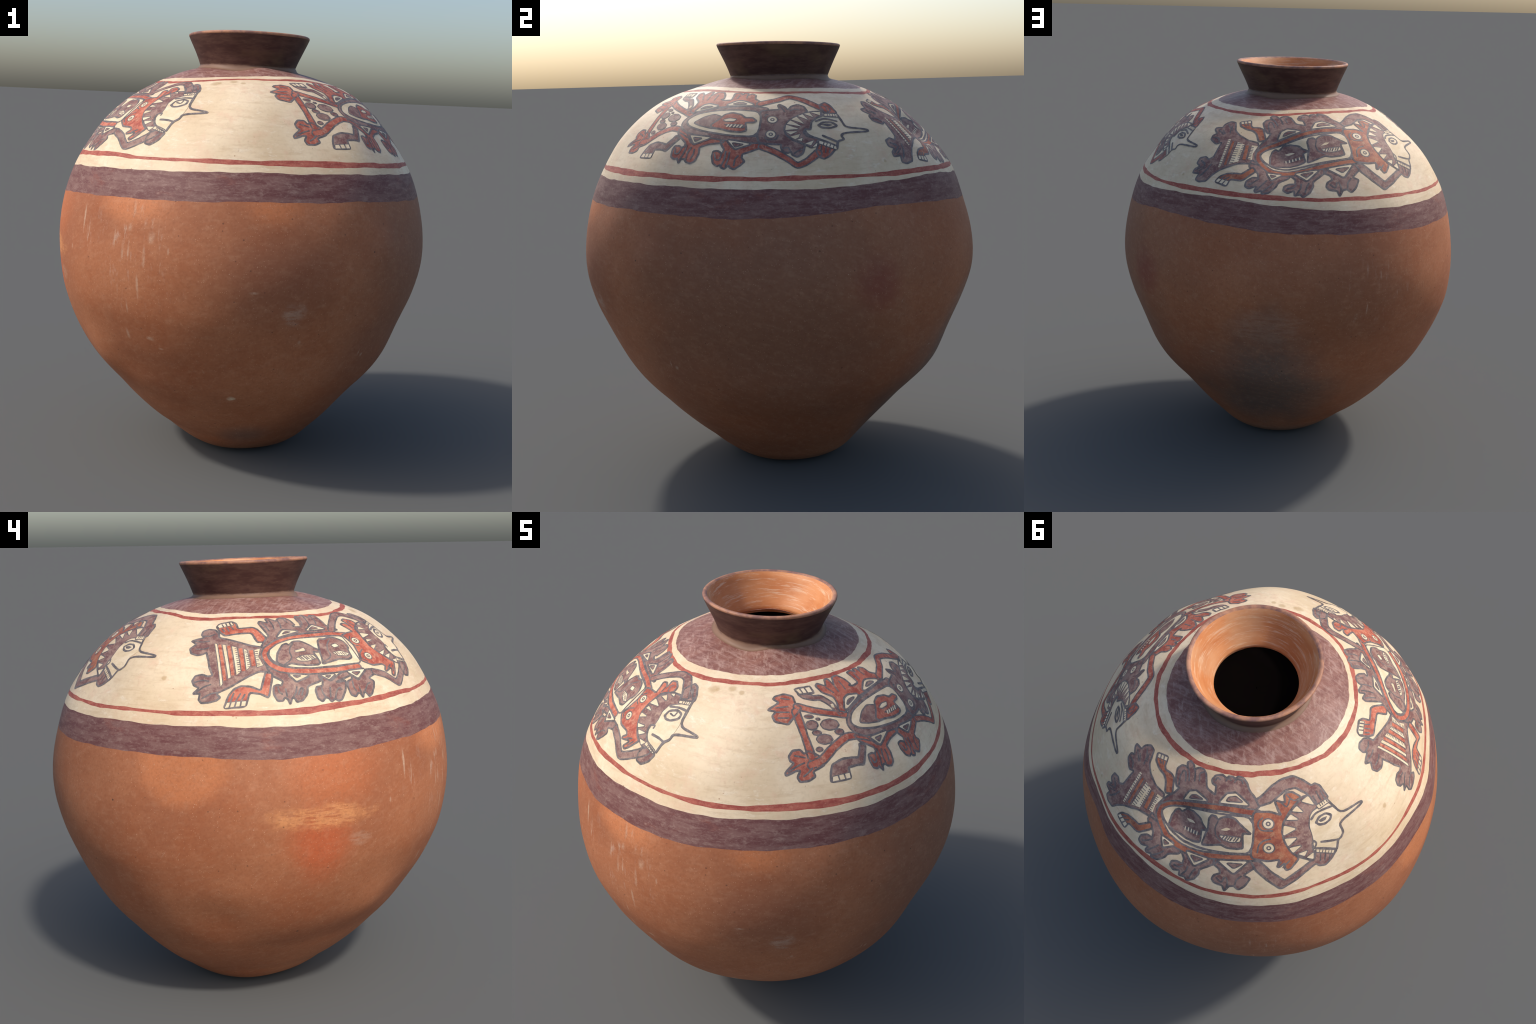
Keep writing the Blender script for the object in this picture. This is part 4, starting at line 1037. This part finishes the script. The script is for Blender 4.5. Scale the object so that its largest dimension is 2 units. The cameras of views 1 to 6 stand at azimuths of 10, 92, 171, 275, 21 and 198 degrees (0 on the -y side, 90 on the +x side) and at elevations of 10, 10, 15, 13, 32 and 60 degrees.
p.area('crest', 'cream', 5, [(34.3, 8.9), (34.4, 10.5), (37.7, 10.9)], r=0.1, outline=0.45)
p.area('crest', 'cream', 5, [(36, 4.8), (35, 6.5), (38.8, 8.2)], r=0.1, outline=0.45)
p.area('crest', 'cream', 5, [(38.5, 3.3), (40.3, 2.5), (42.5, 5.9)], r=0.1, outline=0.45)
p.area('crest', 'cream', 5, [(41.4, 2.4), (43.7, 1.7), (45.5, 4.9)], r=0.1, outline=0.45)
p.area('crest', 'cream', 5, [(45.8, 1.4), (48.4, 0.7), (49.2, 3.2)], r=0.1, outline=0.45)
p.area('head', 'cream', 4, [(43.3, 23.3), (40.9, 19.2), (41.9, 15.4), (44.2, 12.7), (45.7, 9.6), (44.1, 8), (45.4, 6.2), (48.7, 4.3), (52.8, 4.4), (56, 5.2), (54.5, 10.3), (55.2, 13.2), (54, 15.7), (52.3, 19.2), (44.8, 27.5)], outline=0)
p.line('head', 'dark', 5, [(43.6, 29.6), (46, 27.1), (52.3, 19.4), (59.8, 24), (60.7, 24), (60.1, 22.9), (54, 15.7), (55.3, 13.2), (54.5, 10.3), (56.1, 5.5)], w=0.9)
p.line('head', 'dark', 5, [(48.4, 7.5), (51.6, 9.4), (54.3, 10.4)], w=0.9)
p.line('head', 'dark', 5, [(46.2, 9.1), (45.7, 10.3), (44.1, 8.9), (45.2, 6.4), (48.2, 4.4), (51.9, 4.1), (55.7, 4.7)], w=0.7)
p.line('head', 'dark', 5, [(41.6, 19.3), (44.8, 22.8), (48, 24.9)], w=0.9)
p.line('head', 'dark', 5, [(44.2, 15.7), (43.3, 18.2), (45.2, 21.5), (47.9, 22.3), (49.2, 20.2), (47.8, 16.8), (45.9, 15.4), (44.2, 15.7)], w=0.9)
p.line('head', 'dark', 5, [(44.9, 18.2), (47, 19), (46.2, 20.8)], w=0.6)
p.area('head', 'cream', 5, [(41.3, 23.6), (45, 28), (46, 27.3), (42.2, 23.1)], r=0, outline=0.5)
p.comb('head', 'dark', 6, [(42.3, 24.2), (45.1, 27.4)], n=4, l=1.1, w=0.4)
p.area('head', 'cream', 5, [(49.5, 3.6), (50.2, 4.3), (55.3, 5.2), (55.4, 4), (49.5, 2.4)], r=0, outline=0.5)
p.comb('head', 'dark', 6, [(50.4, 3.3), (55, 4.3)], n=4, l=1.2, w=0.4)
p.area('limb', 'purple', 1, [(-16.6, 6.1), (-12.7, 11.1), (-11.5, 11.5), (-12, 14.6), (-13.2, 20.5), (-12.3, 22.1), (-11.2, 21.6), (-9.1, 20.2), (-9.2, 23.4), (-8, 23.4), (-5.9, 22.1), (-5.2, 21.1), (-3.3, 23.3), (-0.6, 23.4), (1.3, 21.5), (2.4, 17.9), (0.9, 17.4), (1.5, 16.5), (4.7, 16.4), (5.1, 18.8), (4.3, 23.1), (5.1, 24.4), (6.6, 24), (8.2, 25.2), (9.9, 24.5), (10.9, 23.5), (12.5, 25.3), (14.8, 25.3), (16.5, 21.9), (17.2, 18.4), (18.3, 17.1), (22.2, 15.5), (17.8, 13.3), (3.4, 11.7), (-4.9, 10.4), (-10.5, 8.5), (-14.8, 5.6)])
p.line('limb', 'dark', 3, [(-11.5, 20.6), (-10.6, 17.3), (-10.3, 14.9)], w=0.55)
p.line('limb', 'dark', 3, [(-7.8, 21.8), (-7.5, 18.3), (-7.9, 15.6)], w=0.55)
p.line('limb', 'dark', 3, [(-4.3, 21.4), (-4.1, 18.3), (-4.7, 16)], w=0.55)
p.line('limb', 'dark', 3, [(5.5, 23.3), (6.3, 20.3), (5.8, 17.7)], w=0.55)
p.line('limb', 'dark', 3, [(8.7, 24.2), (9.3, 21), (9.2, 17.9)], w=0.55)
p.line('limb', 'dark', 3, [(12.5, 24.4), (13.3, 20.9), (12.7, 18.5)], w=0.55)
p.line('limb', 'dark', 3, [(-1.2, 22.5), (-0.4, 19.8)], w=0.55)
p.area('limb', 'purple', 1, [(-17, -3.5), (-13.3, -6), (-10, -7.8), (-6.7, -12.7), (0.2, -9.9), (4.1, -10.2), (4.2, -12.4), (3, -13.9), (-2.8, -15.5), (-3.7, -18.7), (-6.1, -21.2), (-8.6, -21.5), (-9.2, -19.8), (-10.1, -19.3), (-11.6, -22), (-12, -19.8), (-13.1, -18.7), (-14.2, -20), (-16.3, -19.6), (-17.3, -16.3), (-16.5, -13.1), (-14.6, -12.8), (-13.3, -13.5), (-12.2, -11.7), (-16.3, -8.1)])
p.area('limb', 'purple', 1, [(3.2, -9.6), (5.2, -11.4), (7.2, -14.3), (13.3, -10.3), (17.6, -9.1), (17.2, -11.7), (9.3, -14.9), (12.5, -14.5), (14.3, -14.1), (13.1, -18.2), (10.3, -22.6), (8.6, -23.1), (7.4, -22.1), (5.6, -23.2), (4.6, -21.6), (3.5, -21.1), (1.8, -22.8), (0.2, -21.2), (-0, -17.7), (0.9, -16.2), (3.4, -16), (4, -14), (3, -12.3)])
p.area('limb', 'purple', 1, [(16.5, -9.1), (17.4, -11.1), (20.3, -13.9), (25.3, -8.2), (30.7, -6.9), (31.5, -8.7), (26.1, -12.3), (28.5, -13.5), (27.5, -16.4), (25.5, -19.7), (23.7, -20.9), (22.6, -19.4), (21.7, -19), (20.4, -21.7), (19.6, -20), (18.7, -19.6), (17, -21.3), (15, -20.7), (14.3, -17.1), (15.1, -14.5), (17.8, -13.2)])
p.line('limb', 'dark', 3, [(-14.8, -13.8), (-14.9, -16), (-13.9, -17.1)], w=0.6)
p.line('limb', 'dark', 3, [(-12, -15.3), (-12.1, -18.3)], w=0.6)
p.line('limb', 'dark', 3, [(-9.9, -19.4), (-8.2, -17.5), (-7.3, -15.1)], w=0.6)
p.line('limb', 'dark', 3, [(-7.4, -18.4), (-5.8, -15.8), (-4.8, -16.1), (-6, -18.8)], w=0.6)
p.line('limb', 'dark', 3, [(2.7, -16.6), (2.7, -19), (3.3, -20.5)], w=0.6)
p.line('limb', 'dark', 3, [(6.4, -17.1), (5.6, -21.1)], w=0.6)
p.line('limb', 'dark', 3, [(7.5, -21.9), (8.9, -18.5), (10.7, -17.2), (11.2, -18.2)], w=0.6)
p.line('limb', 'dark', 3, [(17.3, -14.5), (17, -17.2), (17.8, -18.7)], w=0.6)
p.line('limb', 'dark', 3, [(19.8, -17.1), (20.1, -19.8)], w=0.6)
p.line('limb', 'dark', 3, [(22.3, -18.5), (24.5, -15.2), (26, -14.5)], w=0.6)
p.area('limb', 'cream', 3, [(-8.9, -9.2), (-1.3, -10.8), (-6.7, -12.6)], r=0.06)
p.area('limb', 'purple', 5, [(-7.7, -9.8), (-4.3, -10.5), (-6.3, -11.2)], r=0.12, outline=0.5)
p.area('limb', 'cream', 3, [(4.3, -11.3), (10, -11.1), (7, -13.3)], r=0.06)
p.area('limb', 'purple', 5, [(5.7, -11.7), (8.3, -11.6), (6.9, -12.6)], r=0.12, outline=0.5)
p.area('limb', 'cream', 3, [(16.5, -9.7), (25.6, -7.9), (20.7, -12.7)], r=0.06)
p.area('limb', 'purple', 5, [(18.3, -10), (23, -9.3), (20.3, -11.5)], r=0.12, outline=0.5)
p.area('limb', 'cream', 3, [(-8.2, 10.3), (-4.5, 14.4), (1.9, 13.3)], r=0.06)
p.area('limb', 'purple', 5, [(-5.7, 11.7), (-3.7, 13.5), (-1.3, 13)], r=0.12, outline=0.5)
p.area('limb', 'cream', 3, [(6, 13.7), (10.3, 17.8), (15.5, 15.3)], r=0.06)
p.area('limb', 'purple', 5, [(7.3, 14.1), (10, 16.7), (12.5, 15.5)], r=0.12, outline=0.5)
p.area('leg', 'red', 2, [(-30.1, 24.5), (-28.6, 26), (-23.2, 25.3), (-22, 23.1), (-22.3, 19.5), (-16.2, 18.5), (-14.8, 16.7), (-12.8, 10.8), (-14.4, 8.7), (-17.1, 9.4), (-17.8, 15.1), (-22.8, 16.4), (-28.5, 17.3), (-29.7, 20)])
p.area('leg', 'cream', 4, [(-29.5, 24.9), (-28.3, 25.5), (-23.5, 24.7), (-23.4, 22.6), (-29.3, 23.3)], r=0, outline=0.4)
p.line('leg', 'dark', 5, [(-27.6, 24.9), (-27.5, 23.2)], w=0.5)
p.line('leg', 'dark', 5, [(-26, 24.8), (-26, 23)], w=0.5)
p.line('leg', 'dark', 5, [(-24.5, 24.6), (-24.4, 22.8)], w=0.5)
p.line('leg', 'dark', 4, [(-28.4, 22), (-28, 19.8)], w=0.5)
p.line('leg', 'dark', 4, [(-26.4, 22), (-26.2, 19.4)], w=0.5)
p.line('leg', 'dark', 4, [(-24.6, 22.1), (-24.2, 19.7)], w=0.5)
p.area('leg', 'red', 2, [(-18.2, -6.3), (-15.3, -7.3), (-19.5, -17.6), (-22.4, -15.2), (-26.6, -13.5), (-29.5, -19.1), (-38.3, -17.5), (-35.2, -12.5), (-32.2, -10.2), (-29.1, -9.7), (-25.6, -11), (-22, -13.7), (-20, -9.9)])
p.area('leg', 'cream', 4, [(-36.4, -15.4), (-28.9, -16.8), (-29.7, -18.6), (-37.8, -17.3)], r=0, outline=0.4)
p.line('leg', 'dark', 5, [(-35, -15.8), (-36.1, -17.7)], w=0.6)
p.line('leg', 'dark', 5, [(-32.9, -16.2), (-34, -18.1)], w=0.6)
p.line('leg', 'dark', 5, [(-30.9, -16.6), (-31.7, -18.5)], w=0.6)
p.line('leg', 'dark', 4, [(-32.9, -12.2), (-35.1, -15.4)], w=0.55)
p.line('leg', 'dark', 4, [(-30.3, -13), (-33, -15.8)], w=0.55)
p.line('leg', 'dark', 4, [(-28.7, -13.8), (-30.7, -16.1)], w=0.55)
p.area('tail', 'purple', 1, [(-14.8, 5.6), (-20.3, 8.4), (-25.8, 13), (-31, 17.3), (-30.5, 19.6), (-31, 22.7), (-33.5, 24.7), (-36.1, 24.6), (-37.3, 22.4), (-36.7, 20.3), (-42.2, 21.1), (-40.8, 17.9), (-44, 16.6), (-44.2, 13.7), (-42, 11.4), (-39.7, 11), (-38.2, 11.5), (-38.5, 7.6), (-39.1, 3.4), (-38.9, -1.1), (-40.8, -0.8), (-42.8, 1), (-45.6, 1.4), (-47.4, -0.5), (-47.2, -2.9), (-45.6, -4.7), (-48.7, -6.4), (-45.9, -7.4), (-47.1, -9.8), (-46.5, -11.8), (-43.4, -12.8), (-40.5, -13), (-38.5, -12.2), (-39.6, -9.9), (-33.2, -8.8), (-25.4, -6.3), (-20.3, -5.2), (-16.3, -6.5), (-17.1, -2.3), (-17.5, 1.3)])
p.line('tail', 'dark', 3, [(-36.9, 21.5), (-34.3, 19.9), (-32.2, 20.1)], w=0.6)
p.line('tail', 'dark', 3, [(-41.4, 20.5), (-37.9, 17.8), (-35.3, 17.2)], w=0.6)
p.line('tail', 'dark', 3, [(-41.4, 15), (-38.5, 13.6), (-36.7, 13.6)], w=0.6)
p.line('tail', 'dark', 3, [(-46.6, -1.5), (-43.5, -1.7), (-41.2, -3.1)], w=0.6)
p.line('tail', 'dark', 3, [(-47.6, -6.5), (-43.8, -5), (-40.7, -5)], w=0.6)
p.line('tail', 'dark', 3, [(-45.6, -9.9), (-42, -9.1), (-39.1, -9.5)], w=0.6)
p.area('tail', 'cream', 3, [(-33.6, 14.7), (-32.9, 14.2), (-36.1, -6.4), (-37.1, -7.3)], r=0, outline=0.35)
p.area('tail', 'cream', 3, [(-30.9, 12.9), (-29.8, 12.2), (-32.2, -4.5), (-33.2, -4.7)], r=0, outline=0.35)
p.area('tail', 'cream', 3, [(-27.5, 10.5), (-25.9, 9.2), (-27.6, -3.1), (-29.6, -4.2)], r=0, outline=0.35)
p.area('tail', 'cream', 3, [(-23.3, 7.4), (-22.4, 6.5), (-23.3, -1.8), (-25.1, -3)], r=0, outline=0.35)
p.area('tail', 'cream', 3, [(-19.4, 5.6), (-17.1, 5.7), (-18.9, 1.7), (-18.1, -2.7), (-20.6, -2.9)], r=0, outline=0.35)
p.stripe('tail', 'red', 4, [(-32, 13.3), (-34.8, -5.2)], w=1.2)
p.stripe('tail', 'red', 4, [(-28.7, 11.3), (-31.1, -3.9)], w=1.3)
p.stripe('tail', 'red', 4, [(-24.6, 8.2), (-26.4, -3.2)], w=1.4)
p.stripe('tail', 'red', 4, [(-20.8, 5.9), (-21.8, -2)], w=1.5)
p.comb('tail', 'dark', 5, [(-26.1, 9.5), (-28.1, -3.4)], n=12, l=0.9)
p.comb('tail', 'dark', 5, [(-22.7, 6.6), (-23.8, -2.3)], n=9, l=0.9)
p.comb('tail', 'dark', 5, [(-18.8, 5.1), (-19.9, -2.7)], n=8, l=0.9)
p.brush('torso', 'red', 2, [(26.5, 12.1), (17.3, 12.2), (8.3, 10.7), (-1.1, 9.5), (-9, 7.7), (-14.3, 4.9), (-16.1, 2.7), (-16.2, -0.2), (-14.8, -3.4), (-11.7, -6.1), (-6.6, -7.9), (1.4, -9), (11.7, -8.8), (23, -6.6)], w=[2.8, 2.6, 2.5, 2.5, 2.5, 2.5, 2.5, 2.6, 2.7, 2.8, 2.8, 2.8, 2.8, 2.9])
p.area('torso', 'cream', 4, [(21.7, 10.7), (10.4, 9.1), (-3.2, 8), (-9.5, 6.3), (-13.3, 3.9), (-14.2, 1.6), (-13.6, -1.1), (-11.1, -4), (-6.1, -6.2), (1.9, -7.3), (12.5, -6.6), (25.1, -4.3), (23.5, 3)], r=0.1, outline=0.7)
p.area('inner_head', 'purple', 5, [(-12.4, -2.3), (-10.9, 1.6), (-7.8, 5.4), (-5.8, 6.2), (-4.9, 5.1), (-2.5, 7), (0.5, 6.9), (3.4, 4.9), (5.7, 2.5), (7.5, 1.4), (6.4, 0.2), (4.2, 0.6), (5.7, -5.3), (4.3, -6.2), (-0.3, -6.2), (-4.4, -5.2), (-6.6, -4.3), (-9.7, -5), (-11.3, -3.9)])
p.line('inner_head', 'dark', 6, [(-9.5, -4.3), (-6.7, -2.9), (-5.6, -1.2), (-5.9, 1.2), (-5, 3.6), (-3.1, 5.7)], w=0.5)
p.area('inner_head', 'cream', 6, [(-3.6, 1.7), (-1.1, 2.2), (0.7, 3), (1.1, 1.4), (-3, 1)], outline=0.4)
p.area('inner_head', 'cream', 6, [(-4.2, -2.3), (-1.2, -1.2), (3.6, -1.2), (4.5, -2.8), (0.5, -3.9), (-2.9, -3.5)], outline=0.45)
p.comb('inner_head', 'dark', 7, [(-3, -2.3), (3.7, -2.4)], n=6, l=1.9, w=0.6, slant=-0.7)
p.area('inner_head', 'purple', 5, [(8.4, 6.5), (10, 8.2), (12.2, 8.1), (14.4, 9.3), (17.7, 9.4), (21, 7.6), (22.2, 5.2), (22.1, 3.5), (21.4, 2.8), (21.7, -1.8), (19.5, -3.3), (14.8, -3.3), (12.2, -4.3), (6.4, -6), (7, -3.5), (7.2, 0.8)])
p.line('inner_head', 'dark', 6, [(7.3, -4.7), (10.6, -3), (11.8, -1.1), (11.2, 1.5), (12.2, 4.9), (14.6, 7.9)], w=0.5)
p.area('inner_head', 'cream', 6, [(14.2, 4.5), (16.7, 5.6), (17.6, 4.2), (15.1, 3.2)], outline=0.4)
p.area('inner_head', 'cream', 6, [(13.2, 0.1), (17.1, 1.2), (21, 0.1), (19.5, -1.2), (15, -1.2)], outline=0.45)
p.comb('inner_head', 'dark', 7, [(14.1, -0.1), (19.9, -0.2)], n=5, l=1.4, w=0.5, slant=-0.7)
p.finish()
